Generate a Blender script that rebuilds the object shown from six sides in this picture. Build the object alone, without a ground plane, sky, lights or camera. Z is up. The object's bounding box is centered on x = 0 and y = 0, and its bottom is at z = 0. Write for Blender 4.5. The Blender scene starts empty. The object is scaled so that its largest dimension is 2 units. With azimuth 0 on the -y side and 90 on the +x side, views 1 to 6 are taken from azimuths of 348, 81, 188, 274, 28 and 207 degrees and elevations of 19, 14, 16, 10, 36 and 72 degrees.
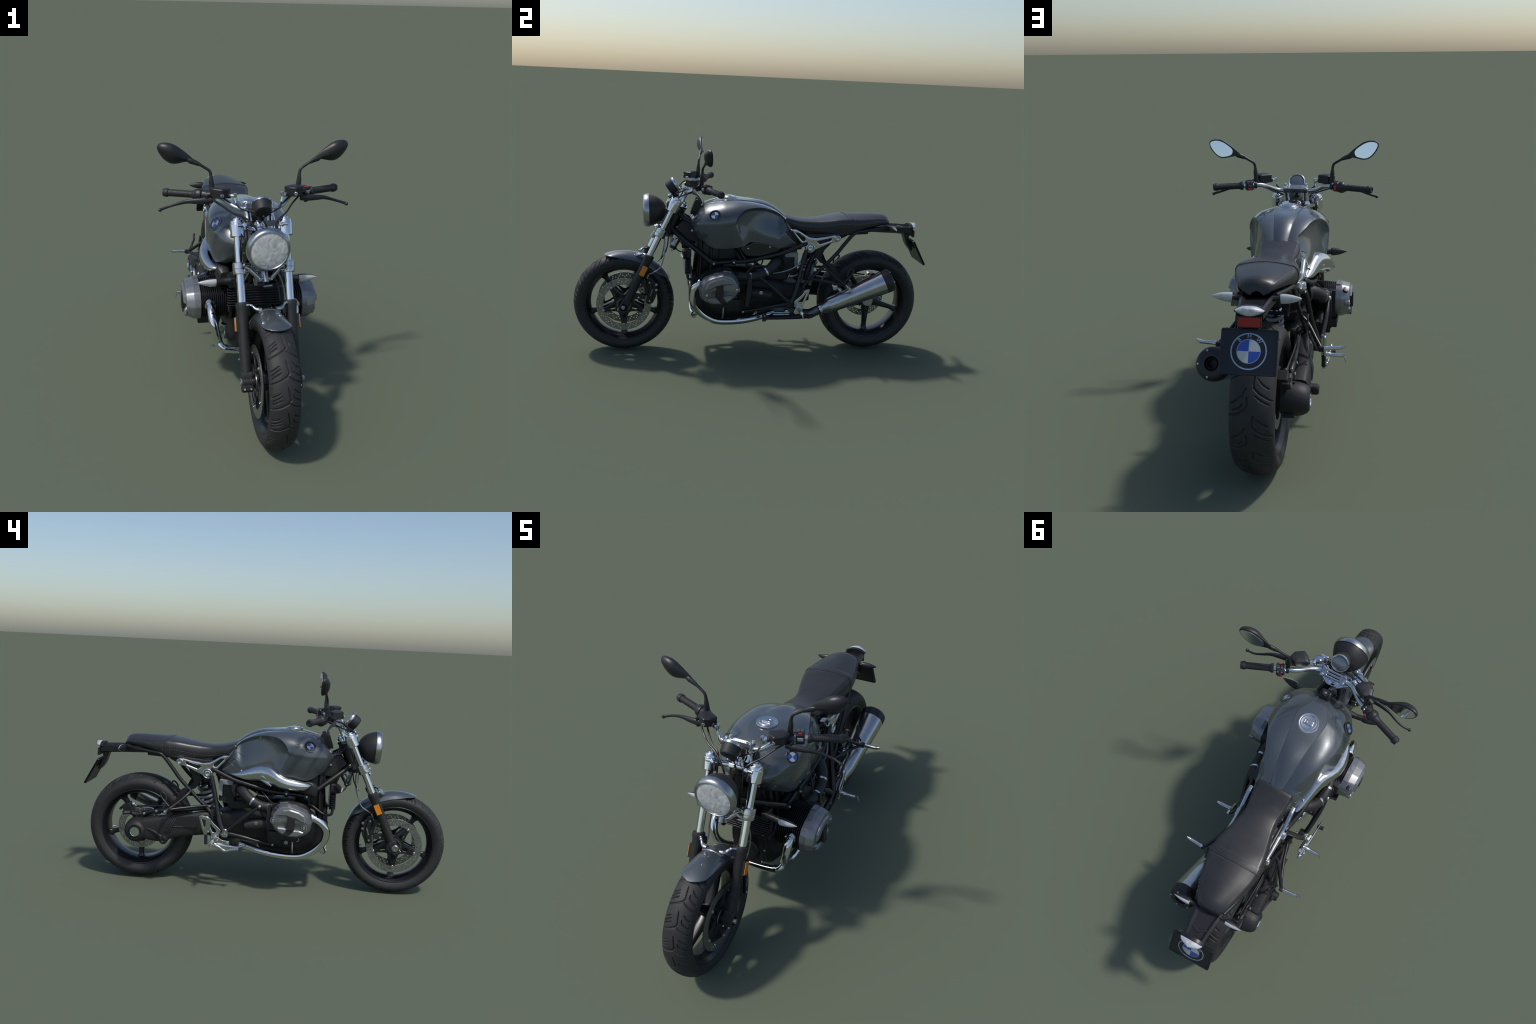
import bpy, bmesh, math, random
import numpy as np
from mathutils import Vector, Matrix

random.seed(7)
YO = 0.0          # fore-and-aft shift: the left cylinder sits ahead of the right one
SX = 1.0          # side switch: +1 builds on the rider's left, -1 mirrors to the right
THING = None
V = Vector

# ------------------------------------------------------------------ materials
MATS = {}


def material(name, col, rough=0.5, metal=0.0, coat=0.0, coat_rough=0.03, vary=0.0, scale=40.0,
             bump=0.0, bump_scale=300.0, spec=0.5, sheen=0.0, trans=0.0, rough_vary=0.0, col2=None, aniso=0.0):
    if name in MATS:
        return MATS[name]
    m = bpy.data.materials.new(name)
    m.use_nodes = True
    nt = m.node_tree
    b = nt.nodes["Principled BSDF"]
    b.inputs["Base Color"].default_value = (*col, 1)
    b.inputs["Roughness"].default_value = rough
    b.inputs["Metallic"].default_value = metal
    b.inputs["Coat Weight"].default_value = coat
    b.inputs["Coat Roughness"].default_value = coat_rough
    b.inputs["Specular IOR Level"].default_value = spec
    b.inputs["Sheen Weight"].default_value = sheen
    b.inputs["Transmission Weight"].default_value = trans
    b.inputs["Anisotropic"].default_value = aniso
    tc = nt.nodes.new("ShaderNodeTexCoord")
    if vary > 0 or col2 is not None or rough_vary > 0:
        n = nt.nodes.new("ShaderNodeTexNoise")
        n.inputs["Scale"].default_value = scale
        n.inputs["Detail"].default_value = 4
        nt.links.new(tc.outputs["Object"], n.inputs["Vector"])
        r = nt.nodes.new("ShaderNodeValToRGB")
        c2 = col2 if col2 is not None else tuple(min(1, c * (1 + vary)) for c in col)
        c1 = col if col2 is not None else tuple(c * (1 - vary) for c in col)
        r.color_ramp.elements[0].color = (*c1, 1)
        r.color_ramp.elements[0].position = 0.35
        r.color_ramp.elements[1].color = (*c2, 1)
        r.color_ramp.elements[1].position = 0.65
        nt.links.new(n.outputs["Fac"], r.inputs["Fac"])
        nt.links.new(r.outputs["Color"], b.inputs["Base Color"])
        if rough_vary > 0:
            mr = nt.nodes.new("ShaderNodeMapRange")
            mr.inputs["To Min"].default_value = max(0, rough - rough_vary)
            mr.inputs["To Max"].default_value = min(1, rough + rough_vary)
            nt.links.new(n.outputs["Fac"], mr.inputs["Value"])
            nt.links.new(mr.outputs["Result"], b.inputs["Roughness"])
    if bump > 0:
        n2 = nt.nodes.new("ShaderNodeTexNoise")
        n2.inputs["Scale"].default_value = bump_scale
        n2.inputs["Detail"].default_value = 3
        nt.links.new(tc.outputs["Object"], n2.inputs["Vector"])
        bp = nt.nodes.new("ShaderNodeBump")
        bp.inputs["Strength"].default_value = bump
        bp.inputs["Distance"].default_value = 0.001
        nt.links.new(n2.outputs["Fac"], bp.inputs["Height"])
        nt.links.new(bp.outputs["Normal"], b.inputs["Normal"])
    MATS[name] = m
    return m


PAINT = material("grey_metallic_paint", (0.082, 0.096, 0.108), 0.36, 0.45, 1.0, 0.04, vary=0.04, scale=900)
PAINT_DARK = material("grey_paint_seam", (0.02, 0.023, 0.026), 0.4, 0.2)
RUBBER = material("tyre_rubber", (0.021, 0.021, 0.022), 0.62, vary=0.12, scale=60, bump=0.15, bump_scale=900)
GRIP = material("grip_rubber", (0.018, 0.018, 0.020), 0.55, bump=0.2, bump_scale=1200)
BLACK = material("black_plastic", (0.016, 0.016, 0.018), 0.42, vary=0.1, scale=50)
BLACK_SATIN = material("black_satin_metal", (0.014, 0.014, 0.016), 0.34, 0.1, vary=0.12, scale=60)
BLACK_MATT = material("black_matt_casting", (0.019, 0.019, 0.020), 0.55, 0.1, vary=0.15, scale=60, bump=0.2, bump_scale=700)
BLACK_GLOSS = material("black_gloss_enamel", (0.009, 0.010, 0.013), 0.2, 0.0, 0.6, 0.08)
ENGINE = material("engine_black_casting", (0.010, 0.010, 0.012), 0.42, 0.1, vary=0.2, scale=50, bump=0.25, bump_scale=500)
WHEEL = material("wheel_black_enamel", (0.010, 0.011, 0.015), 0.36, 0.1, 0.25, 0.25, vary=0.08)
CHROME = material("chrome", (0.78, 0.79, 0.81), 0.09, 1.0, rough_vary=0.03, vary=0.02, scale=25)
POLISHED = material("polished_aluminium", (0.62, 0.63, 0.64), 0.2, 1.0, vary=0.04, scale=60, rough_vary=0.05)
SATIN_ALU = material("satin_aluminium", (0.44, 0.45, 0.46), 0.3, 1.0, vary=0.05, scale=70, rough_vary=0.06)
BAR_ALU = material("bar_aluminium", (0.60, 0.62, 0.65), 0.26, 1.0, vary=0.03)
COVER = material("cast_aluminium_cover", (0.27, 0.275, 0.285), 0.4, 0.75, vary=0.05, scale=40, bump=0.06, bump_scale=900)
STEEL = material("brushed_steel", (0.50, 0.51, 0.525), 0.27, 1.0, vary=0.05, scale=30, rough_vary=0.05)
STEEL_DARK = material("dark_steel", (0.15, 0.155, 0.165), 0.34, 0.9, vary=0.1)
DISC = material("disc_steel", (0.30, 0.305, 0.29), 0.34, 0.9, vary=0.06, scale=90)
SPRING = material("spring_enamel", (0.27, 0.29, 0.31), 0.38, 0.1, vary=0.04)
LEATHER = material("seat_leather", (0.026, 0.026, 0.028), 0.36, vary=0.12, scale=25, bump=0.12, bump_scale=1100)
THREAD = material("pale_thread", (0.22, 0.22, 0.225), 0.7)
ORANGE = material("amber_reflector", (0.72, 0.22, 0.006), 0.35, coat=0.5, vary=0.05, scale=400)
RED = material("red_plastic", (0.50, 0.012, 0.014), 0.35, coat=0.4)
RED_REFLECT = material("red_reflector", (0.34, 0.012, 0.012), 0.3, coat=0.5, vary=0.1, scale=500)
BLUE = material("badge_blue", (0.025, 0.075, 0.40), 0.3, coat=0.5)
WHITE = material("badge_white", (0.50, 0.52, 0.50), 0.35, coat=0.5)
BADGE_RIM = material("badge_silver", (0.33, 0.42, 0.56), 0.35, 0.3)
BADGE_CHROME = material("badge_chrome", (0.42, 0.42, 0.42), 0.2, 1.0)
BADGE_BLACK = material("badge_black", (0.008, 0.010, 0.014), 0.3, coat=0.5)
PLATE = material("number_plate_black", (0.008, 0.010, 0.014), 0.4)
MIRROR = material("mirror_glass", (0.86, 0.88, 0.90), 0.02, 1.0)
GLASS_DIAL = material("dial_glass", (0.15, 0.17, 0.19), 0.12, 0.3, 1.0, 0.02)
GREY_BOX = material("grey_plastic", (0.30, 0.32, 0.33), 0.5, vary=0.04)
SWITCH = material("switch_grey", (0.12, 0.12, 0.13), 0.4)
CABLE = material("cable_black", (0.012, 0.012, 0.013), 0.4)
HOSE_ALU = material("steel_braid", (0.35, 0.37, 0.40), 0.35, 0.8, vary=0.15, scale=900)
LENS_CLEAR = material("clear_lens", (0.46, 0.48, 0.50), 0.14, 0.15, 0.8, 0.03, col2=(0.66, 0.68, 0.70), scale=70)


def lens_material():
    """Headlamp glass: pale faceted reflector seen through the lens."""
    m = bpy.data.materials.new("headlight_glass")
    m.use_nodes = True
    nt = m.node_tree
    b = nt.nodes["Principled BSDF"]
    tc = nt.nodes.new("ShaderNodeTexCoord")
    n = nt.nodes.new("ShaderNodeTexNoise")
    n.inputs["Scale"].default_value = 26
    n.inputs["Detail"].default_value = 3
    n.inputs["Distortion"].default_value = 1.6
    nt.links.new(tc.outputs["Object"], n.inputs["Vector"])
    r = nt.nodes.new("ShaderNodeValToRGB")
    r.color_ramp.elements[0].position = 0.32
    r.color_ramp.elements[0].color = (0.34, 0.35, 0.345, 1)
    r.color_ramp.elements[1].position = 0.68
    r.color_ramp.elements[1].color = (0.66, 0.68, 0.69, 1)
    nt.links.new(n.outputs["Fac"], r.inputs["Fac"])
    nt.links.new(r.outputs["Color"], b.inputs["Base Color"])
    bp = nt.nodes.new("ShaderNodeBump")
    bp.inputs["Strength"].default_value = 0.25
    bp.inputs["Distance"].default_value = 0.004
    nt.links.new(n.outputs["Fac"], bp.inputs["Height"])
    nt.links.new(bp.outputs["Normal"], b.inputs["Normal"])
    b.inputs["Roughness"].default_value = 0.2
    b.inputs["Coat Weight"].default_value = 0.6
    return m


def signal_lens_material():
    """Clear turn-signal lens with the amber bulb showing through in its middle."""
    m = bpy.data.materials.new("turn_signal_lens_clear")
    m.use_nodes = True
    nt = m.node_tree
    b = nt.nodes["Principled BSDF"]
    tc = nt.nodes.new("ShaderNodeTexCoord")
    g = nt.nodes.new("ShaderNodeVectorMath")
    g.operation = 'LENGTH'
    nt.links.new(tc.outputs["Object"], g.inputs[0])
    n = nt.nodes.new("ShaderNodeTexNoise")
    n.inputs["Scale"].default_value = 120
    nt.links.new(tc.outputs["Object"], n.inputs["Vector"])
    ad = nt.nodes.new("ShaderNodeMath")
    ad.operation = 'MULTIPLY_ADD'
    ad.inputs[1].default_value = 0.012
    nt.links.new(n.outputs["Fac"], ad.inputs[0])
    nt.links.new(g.outputs["Value"], ad.inputs[2])
    r = nt.nodes.new("ShaderNodeValToRGB")
    r.color_ramp.elements[0].position = 0.011
    r.color_ramp.elements[0].color = (0.60, 0.36, 0.25, 1)
    r.color_ramp.elements[1].position = 0.019
    r.color_ramp.elements[1].color = (0.52, 0.53, 0.54, 1)
    nt.links.new(ad.outputs["Value"], r.inputs["Fac"])
    nt.links.new(r.outputs["Color"], b.inputs["Base Color"])
    b.inputs["Roughness"].default_value = 0.18
    b.inputs["Coat Weight"].default_value = 0.7
    return m


LENS = lens_material()
SIGNAL = signal_lens_material()

# ------------------------------------------------------------------ geometry helpers


def mk(name, verts, faces, mat, parent=None, angle=35, fmats=None, kind=None):
    """Make an object from world-space vertices; mirrored when SX is -1; origin at its middle."""
    co = np.array(verts, dtype=float).reshape(-1, 3)
    co[:, 0] *= SX
    co[:, 1] += YO
    if SX < 0:
        faces = [tuple(reversed(f)) for f in faces]
    c = (co.min(0) + co.max(0)) / 2
    me = bpy.data.meshes.new(name)
    me.from_pydata((co - c).tolist(), [], [tuple(f) for f in faces])
    mats = mat if isinstance(mat, (list, tuple)) else [mat]
    for mm in mats:
        me.materials.append(mm)
    if fmats is not None:
        me.polygons.foreach_set("material_index", np.array(fmats, dtype=np.int32))
    me.validate()
    bm = bmesh.new()
    bm.from_mesh(me)
    bmesh.ops.recalc_face_normals(bm, faces=bm.faces)
    bm.to_mesh(me)
    bm.free()
    me.polygons.foreach_set("use_smooth", np.ones(len(me.polygons), dtype=bool))
    me.set_sharp_from_angle(angle=math.radians(angle))
    me.update()
    ob = bpy.data.objects.new(name, me)
    bpy.context.collection.objects.link(ob)
    ob.location = c
    if parent is None:
        parent = THING
    attach(ob, parent)
    if kind:
        ob["kind"] = kind
    wn = ob.modifiers.new("weighted_normals", 'WEIGHTED_NORMAL')
    wn.keep_sharp = True
    return ob


def attach(ob, parent):
    ob.parent = parent
    # every parent chain is translation only, so the inverse is a plain shift
    p = V((0, 0, 0))
    q = parent
    while q is not None:
        p += q.location
        q = q.parent
    loc = V(ob.location)
    ob.matrix_parent_inverse = Matrix.Identity(4)
    ob.location = loc - p


def world(ob):
    p = V((0, 0, 0))
    while ob is not None:
        p += ob.location
        ob = ob.parent
    return p


def catmull(pts, per=8, closed=False):
    P = [V(p) for p in pts]
    n = len(P)
    out = []
    rng = n if closed else n - 1
    for i in range(rng):
        if closed:
            a, b, c, d = P[(i - 1) % n], P[i], P[(i + 1) % n], P[(i + 2) % n]
        else:
            b, c = P[i], P[i + 1]
            a = P[i - 1] if i > 0 else b + (b - c)
            d = P[i + 2] if i + 2 < n else c + (c - b)
        # centripetal-ish: uniform with tension limited by segment length
        m1 = (c - a) * 0.5
        m2 = (d - b) * 0.5
        L = (c - b).length
        if m1.length > 1.6 * L: m1 *= 1.6 * L / m1.length
        if m2.length > 1.6 * L: m2 *= 1.6 * L / m2.length
        for k in range(per):
            t = k / per
            t2, t3 = t * t, t * t * t
            out.append(b * (2 * t3 - 3 * t2 + 1) + m1 * (t3 - 2 * t2 + t) + c * (3 * t2 - 2 * t3) + m2 * (t3 - t2))
    if not closed:
        out.append(P[-1])
    return out


def interp_list(vals, n):
    x = np.linspace(0, len(vals) - 1, n)
    return np.interp(x, np.arange(len(vals)), vals)


def rings_to_mesh(rings, closed_len=False, cap=True):
    """rings: list of equal-length closed rings of points."""
    m = len(rings[0])
    verts = [tuple(p) for r in rings for p in r]
    faces = []
    nr = len(rings)
    for i in range(nr if closed_len else nr - 1):
        a, b = i * m, ((i + 1) % nr) * m
        for j in range(m):
            k = (j + 1) % m
            faces.append((a + j, a + k, b + k, b + j))
    if cap and not closed_len:
        faces.append(tuple(range(m - 1, -1, -1)))
        faces.append(tuple(range((nr - 1) * m, nr * m)))
    return verts, faces


def tube_geo(pts, r, seg=14, per=8, curve=True, cap=True, closed=False, flat=1.0, up=None):
    path = catmull(pts, per, closed) if curve else [V(p) for p in pts]
    n = len(path)
    if isinstance(r, (int, float)):
        R = np.full(n, r)
    else:
        R = interp_list(r, n)
    T = []
    for i in range(n):
        a = path[i - 1] if (i > 0 or closed) else path[i]
        b = path[(i + 1) % n] if (i < n - 1 or closed) else path[i]
        T.append((b - a).normalized())
    ref = V(up) if up else (V((0, 0, 1)) if abs(T[0].z) < 0.9 else V((0, 1, 0)))
    N = (ref - T[0] * ref.dot(T[0])).normalized()
    rings = []
    for i in range(n):
        if i > 0:
            ax = T[i - 1].cross(T[i])
            if ax.length > 1e-7:
                ang = T[i - 1].angle(T[i])
                N = Matrix.Rotation(ang, 3, ax.normalized()) @ N
            N = (N - T[i] * N.dot(T[i])).normalized()
        B = T[i].cross(N)
        rings.append([path[i] + (N * math.cos(2 * math.pi * j / seg) + B * math.sin(2 * math.pi * j / seg) * flat) * R[i] for j in range(seg)])
    return rings_to_mesh(rings, closed_len=closed, cap=cap)


def tube(name, pts, r, mat, parent=None, seg=14, per=8, curve=True, cap=True, closed=False, flat=1.0, up=None, kind=None):
    v, f = tube_geo(pts, r, seg, per, curve, cap, closed, flat, up)
    return mk(name, v, f, mat, parent, angle=40, kind=kind)


def frame_of(axis):
    a = V(axis).normalized()
    ref = V((0, 0, 1)) if abs(a.z) < 0.9 else V((0, 1, 0))
    u = (ref - a * ref.dot(a)).normalized()
    return a, u, a.cross(u)


def lathe_geo(prof, origin, axis, seg=32, closed=False, ang0=0.0):
    """prof: list of (radius, height along axis)."""
    a, u, w = frame_of(axis)
    o = V(origin)
    verts, faces, rows = [], [], []
    for r, h in prof:
        if r < 1e-6:
            rows.append([len(verts)])
            verts.append(o + a * h)
        else:
            rows.append(list(range(len(verts), len(verts) + seg)))
            for j in range(seg):
                t = 2 * math.pi * j / seg + ang0
                verts.append(o + a * h + (u * math.cos(t) + w * math.sin(t)) * r)
    n = len(rows)
    for i in range(n if closed else n - 1):
        A, B = rows[i], rows[(i + 1) % n]
        for j in range(seg):
            k = (j + 1) % seg
            if len(A) == 1 and len(B) == 1:
                continue
            if len(A) == 1:
                faces.append((A[0], B[k], B[j]))
            elif len(B) == 1:
                faces.append((A[j], A[k], B[0]))
            else:
                faces.append((A[j], A[k], B[k], B[j]))
    return verts, faces


def lathe(name, prof, origin, axis, mat, parent=None, seg=32, closed=False, angle=35, kind=None):
    v, f = lathe_geo(prof, origin, axis, seg, closed)
    return mk(name, v, f, mat, parent, angle=angle, kind=kind)


def cyl_prof(r, h0, h1, bev):
    return [(0, h0), (r - bev, h0), (r - bev * 0.3, h0 + bev * 0.3), (r, h0 + bev), (r, h1 - bev), (r - bev * 0.3, h1 - bev * 0.3), (r - bev, h1), (0, h1)]


def rod(name, p0, p1, r, mat, parent=None, bev=None, seg=24, kind=None):
    p0, p1 = V(p0), V(p1)
    L = (p1 - p0).length
    bev = min(r * 0.25, L * 0.2) if bev is None else bev
    return lathe(name, cyl_prof(r, 0, L, bev), p0, p1 - p0, mat, parent, seg, kind=kind)


def bolt(name, p, axis, r, h, mat, parent=None, hexa=True):
    """Domed bolt head with a socket recess."""
    prof = [(0, -h), (r, -h), (r, h * 0.45), (r * 0.85, h * 0.85), (r * 0.6, h), (r * 0.5, h), (r * 0.42, h * 0.5), (0, h * 0.5)]
    return lathe(name, prof, p, axis, mat, parent, seg=16)


def geo_join(parts):
    verts, faces = [], []
    for v, f in parts:
        o = len(verts)
        verts += [tuple(p) for p in v]
        faces += [tuple(i + o for i in q) for q in f]
    return verts, faces


def box_geo(center, size, rot=None, bev=0.003, seg=2):
    bm = bmesh.new()
    bmesh.ops.create_cube(bm, size=1)
    for v in bm.verts:
        v.co = V((v.co.x * size[0], v.co.y * size[1], v.co.z * size[2]))
    if bev > 0:
        bmesh.ops.bevel(bm, geom=list(bm.edges), offset=bev, segments=seg, affect='EDGES', profile=0.6)
    M = (rot.to_4x4() if rot is not None else Matrix.Identity(4))
    out = [V(center) + (M.to_3x3() @ v.co) for v in bm.verts]
    bm.verts.index_update()
    faces = [tuple(v.index for v in f.verts) for f in bm.faces]
    bm.free()
    return out, faces


def box(name, center, size, mat, parent=None, rot=None, bev=0.003, seg=2, kind=None):
    v, f = box_geo(center, size, rot, bev, seg)
    return mk(name, v, f, mat, parent, angle=30, kind=kind)


def basis(origin, ex, ey, ez=None):
    ex = V(ex).normalized()
    ey = V(ey)
    ey = (ey - ex * ey.dot(ex)).normalized()
    ez = ex.cross(ey)
    M = Matrix((ex, ey, ez)).transposed().to_4x4()
    M.translation = V(origin)
    return M


def side_basis(x):
    """local x -> world y, local y -> world z, local z -> world x."""
    return basis((x, 0, 0), (0, 1, 0), (0, 0, 1))


def plate_geo(loops, thick, M, bevel=0.0015, res=2):
    """Flat plate with holes from closed 2D loops, bevelled edges."""
    cu = bpy.data.curves.new("tmp", 'CURVE')
    cu.dimensions = '2D'
    cu.fill_mode = 'BOTH'
    cu.extrude = max(thick / 2 - bevel, 0.0001)
    cu.bevel_depth = bevel
    cu.bevel_resolution = res
    cu.offset = -bevel
    for lp in loops:
        sp = cu.splines.new('POLY')
        sp.points.add(len(lp) - 1)
        for i, p in enumerate(lp):
            sp.points[i].co = (p[0], p[1], 0, 1)
        sp.use_cyclic_u = True
    ob = bpy.data.objects.new("tmp", cu)
    bpy.context.collection.objects.link(ob)
    dg = bpy.context.evaluated_depsgraph_get()
    me = bpy.data.meshes.new_from_object(ob.evaluated_get(dg))
    bm = bmesh.new()
    bm.from_mesh(me)
    bmesh.ops.remove_doubles(bm, verts=bm.verts, dist=1e-5)
    bm.verts.index_update()
    verts = [M @ v.co for v in bm.verts]
    faces = [tuple(v.index for v in f.verts) for f in bm.faces]
    bm.free()
    bpy.data.objects.remove(ob)
    bpy.data.curves.remove(cu)
    bpy.data.meshes.remove(me)
    return verts, faces


def plate(name, loops, thick, M, mat, parent=None, bevel=0.0015, angle=30, kind=None, res=2):
    v, f = plate_geo(loops, thick, M, bevel, res)
    return mk(name, v, f, mat, parent, angle=angle, kind=kind)


def text_geo(s, size, M, extrude=0.0004):
    cu = bpy.data.curves.new("tmp", 'FONT')
    cu.body = s
    cu.size = size
    cu.extrude = extrude
    cu.align_x = 'CENTER'
    cu.align_y = 'CENTER'
    cu.resolution_u = 3
    ob = bpy.data.objects.new("tmp", cu)
    bpy.context.collection.objects.link(ob)
    dg = bpy.context.evaluated_depsgraph_get()
    me = bpy.data.meshes.new_from_object(ob.evaluated_get(dg))
    verts = [M @ v.co for v in me.vertices]
    faces = [tuple(p.vertices) for p in me.polygons]
    bpy.data.objects.remove(ob)
    bpy.data.curves.remove(cu)
    bpy.data.meshes.remove(me)
    return verts, faces


def circle(cx, cy, r, n=24, a0=0.0):
    return [(cx + r * math.cos(a0 + 2 * math.pi * i / n), cy + r * math.sin(a0 + 2 * math.pi * i / n)) for i in range(n)]


def rounded(pts, r, n=5):
    """Polygon with its corners rounded."""
    out = []
    N = len(pts)
    for i in range(N):
        a, b, c = V((*pts[i - 1], 0)), V((*pts[i], 0)), V((*pts[(i + 1) % N], 0))
        d1, d2 = (a - b), (c - b)
        rr = min(r, d1.length * 0.45, d2.length * 0.45)
        p, q = b + d1.normalized() * rr, b + d2.normalized() * rr
        for k in range(n + 1):
            t = k / n
            w = p * (1 - t) ** 2 + b * 2 * t * (1 - t) + q * t * t
            out.append((w.x, w.y))
    return out


def smooth2(pts, per=5):
    return [(p.x, p.y) for p in catmull([(a, b, 0) for a, b in pts], per, closed=True)]


def pchip(xs, ys):
    xs, ys = np.array(xs, float), np.array(ys, float)
    h = np.diff(xs)
    d = np.diff(ys) / h
    m = np.zeros(len(xs))
    m[0], m[-1] = d[0], d[-1]
    for i in range(1, len(xs) - 1):
        if d[i - 1] * d[i] > 0:
            w1, w2 = 2 * h[i] + h[i - 1], h[i] + 2 * h[i - 1]
            m[i] = (w1 + w2) / (w1 / d[i - 1] + w2 / d[i])

    def f(x):
        x = np.clip(np.asarray(x, float), xs[0], xs[-1])
        i = np.clip(np.searchsorted(xs, x) - 1, 0, len(xs) - 2)
        t = (x - xs[i]) / h[i]
        return (ys[i] * (1 + 2 * t) * (1 - t) ** 2 + m[i] * h[i] * t * (1 - t) ** 2 + ys[i + 1] * t * t * (3 - 2 * t) + m[i + 1] * h[i] * t * t * (t - 1))
    return f


def table(rows):
    """rows of (x, a, b, ...) -> one interpolating function per column."""
    A = list(zip(*rows))
    return [pchip(A[0], col) for col in A[1:]]


def sstep(a, b, x):
    t = np.clip((x - a) / (b - a), 0, 1)
    return t * t * (3 - 2 * t)


def loft(name, rings, mat, parent=None, cap=True, angle=35, kind=None, closed_len=False):
    v, f = rings_to_mesh(rings, closed_len, cap)
    return mk(name, v, f, mat, parent, angle=angle, kind=kind)


def both():
    global SX
    for s in (1.0, -1.0):
        SX = s
        yield s
    SX = 1.0


def roundel(name, M, R, parent, letters=True):
    """Round badge: silver ring, black band, four blue and white quarters, three letters."""
    verts, faces, fm = [], [], []

    def add(g, mi):
        v, f = g
        o = len(verts)
        verts.extend(tuple(p) for p in v)
        faces.extend(tuple(i + o for i in q) for q in f)
        fm.extend([mi] * len(f))
    z = lambda h: M @ Matrix.Translation((0, 0, h))
    add(plate_geo([circle(0, 0, R, 48)], R * 0.10, z(0), R * 0.02), 0)
    add(plate_geo([circle(0, 0, R * 0.955, 48), circle(0, 0, R * 0.655, 48)], R * 0.08, z(R * 0.03), R * 0.005), 1)
    for q in range(4):
        a = math.pi / 2 * q
        arc = [(0, 0)] + [(R * 0.62 * math.cos(a + math.pi / 2 * k / 10), R * 0.62 * math.sin(a + math.pi / 2 * k / 10)) for k in range(11)]
        add(plate_geo([arc], R * 0.08, z(R * 0.03), R * 0.004), 2 if q % 2 else 3)
    if letters:
        for ch, ang in (("B", 140), ("M", 90), ("W", 40)):
            t = math.radians(ang)
            L = Matrix.Translation((R * 0.805 * math.cos(t), R * 0.805 * math.sin(t), R * 0.075)) @ Matrix.Rotation(t - math.pi / 2, 4, 'Z')
            add(text_geo(ch, R * 0.30, M @ L, R * 0.01), 0)
    return mk(name, verts, faces, [BADGE_CHROME, BADGE_BLACK, BLUE, WHITE], parent, angle=30, fmats=fm)


# ------------------------------------------------------------------ the thing
THING = bpy.data.objects.new("motorcycle", None)
bpy.context.collection.objects.link(THING)
THING["label"] = "grey roadster motorcycle with flat twin engine and chrome fork"
THING["category"] = "motorcycle"

FA = V((0, -0.722, 0.2805))     # front axle
RA = V((0, 0.6862, 0.2950))      # rear axle

# ------------------------------------------------------------------ wheels


def tread_groove_depth(u, v, period, width, lines):
    """u across (m), v along (m); distance to groove polylines repeated every period."""
    best = np.full(u.shape, 1.0)
    for pl in lines:
        for (u0, v0, w0), (u1, v1, w1) in zip(pl[:-1], pl[1:]):
            vc = (v0 + v1) / 2
            vv = v - period * np.round((v - vc) / period)
            du, dv = u1 - u0, v1 - v0
            t = np.clip(((u - u0) * du + (vv - v0) * dv) / (du * du + dv * dv), 0, 1)
            d = np.hypot(u - u0 - t * du, vv - v0 - t * dv)
            best = np.minimum(best, d / (width * (w0 + (w1 - w0) * t)))
    return 1 - sstep(0.55, 1.15, best)


def tyre(name, C, prof, period_count, lines, parent, sgn):
    """Tyre of revolution about the x axis with sunken tread grooves."""
    half = [V((p[0], p[1], 0)) for p in prof]
    pts = catmull([(-p.x, p.y, 0) for p in half] + [(p.x, p.y, 0) for p in reversed(half[:-1])], 12)
    P = np.array([(p.x, p.y) for p in pts])
    L = np.concatenate([[0], np.cumsum(np.hypot(*np.diff(P, axis=0).T))])
    n = int(L[-1] / 0.0021)
    s = np.linspace(0, L[-1], n)
    x, r = np.interp(s, L, P[:, 0]), np.interp(s, L, P[:, 1])
    u = s - L[-1] / 2
    tx, tr = np.gradient(x, s), np.gradient(r, s)
    nx, nr = -tr, tx
    R = r.max()
    N = int(2 * math.pi * R / 0.0024)
    th = np.arange(N) * 2 * math.pi / N
    period = 2 * math.pi * R / period_count
    U, TH = np.meshgrid(u, th)
    D = tread_groove_depth(U, TH * R * sgn, period, 0.0034, lines) * 0.0052
    D *= 1 - sstep(L[-1] * 0.31, L[-1] * 0.37, np.abs(U))
    X = x[None, :] - nx[None, :] * D
    RR = r[None, :] - nr[None, :] * D
    co = np.stack([X, C.y + RR * np.cos(TH), C.z + RR * np.sin(TH)], -1).reshape(-1, 3)
    faces = []
    for i in range(N):
        a, b = i * n, ((i + 1) % N) * n
        for j in range(n - 1):
            faces.append((a + j, a + j + 1, b + j + 1, b + j))
    # inner sleeve closes the casing
    return mk(name, co, faces, RUBBER, parent, angle=50)


def ring_lathe(name, prof, C, mat, parent, seg=96):
    return lathe(name, [(r, x) for x, r in prof], C, (1, 0, 0), mat, parent, seg=seg, closed=True, angle=32)


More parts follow.
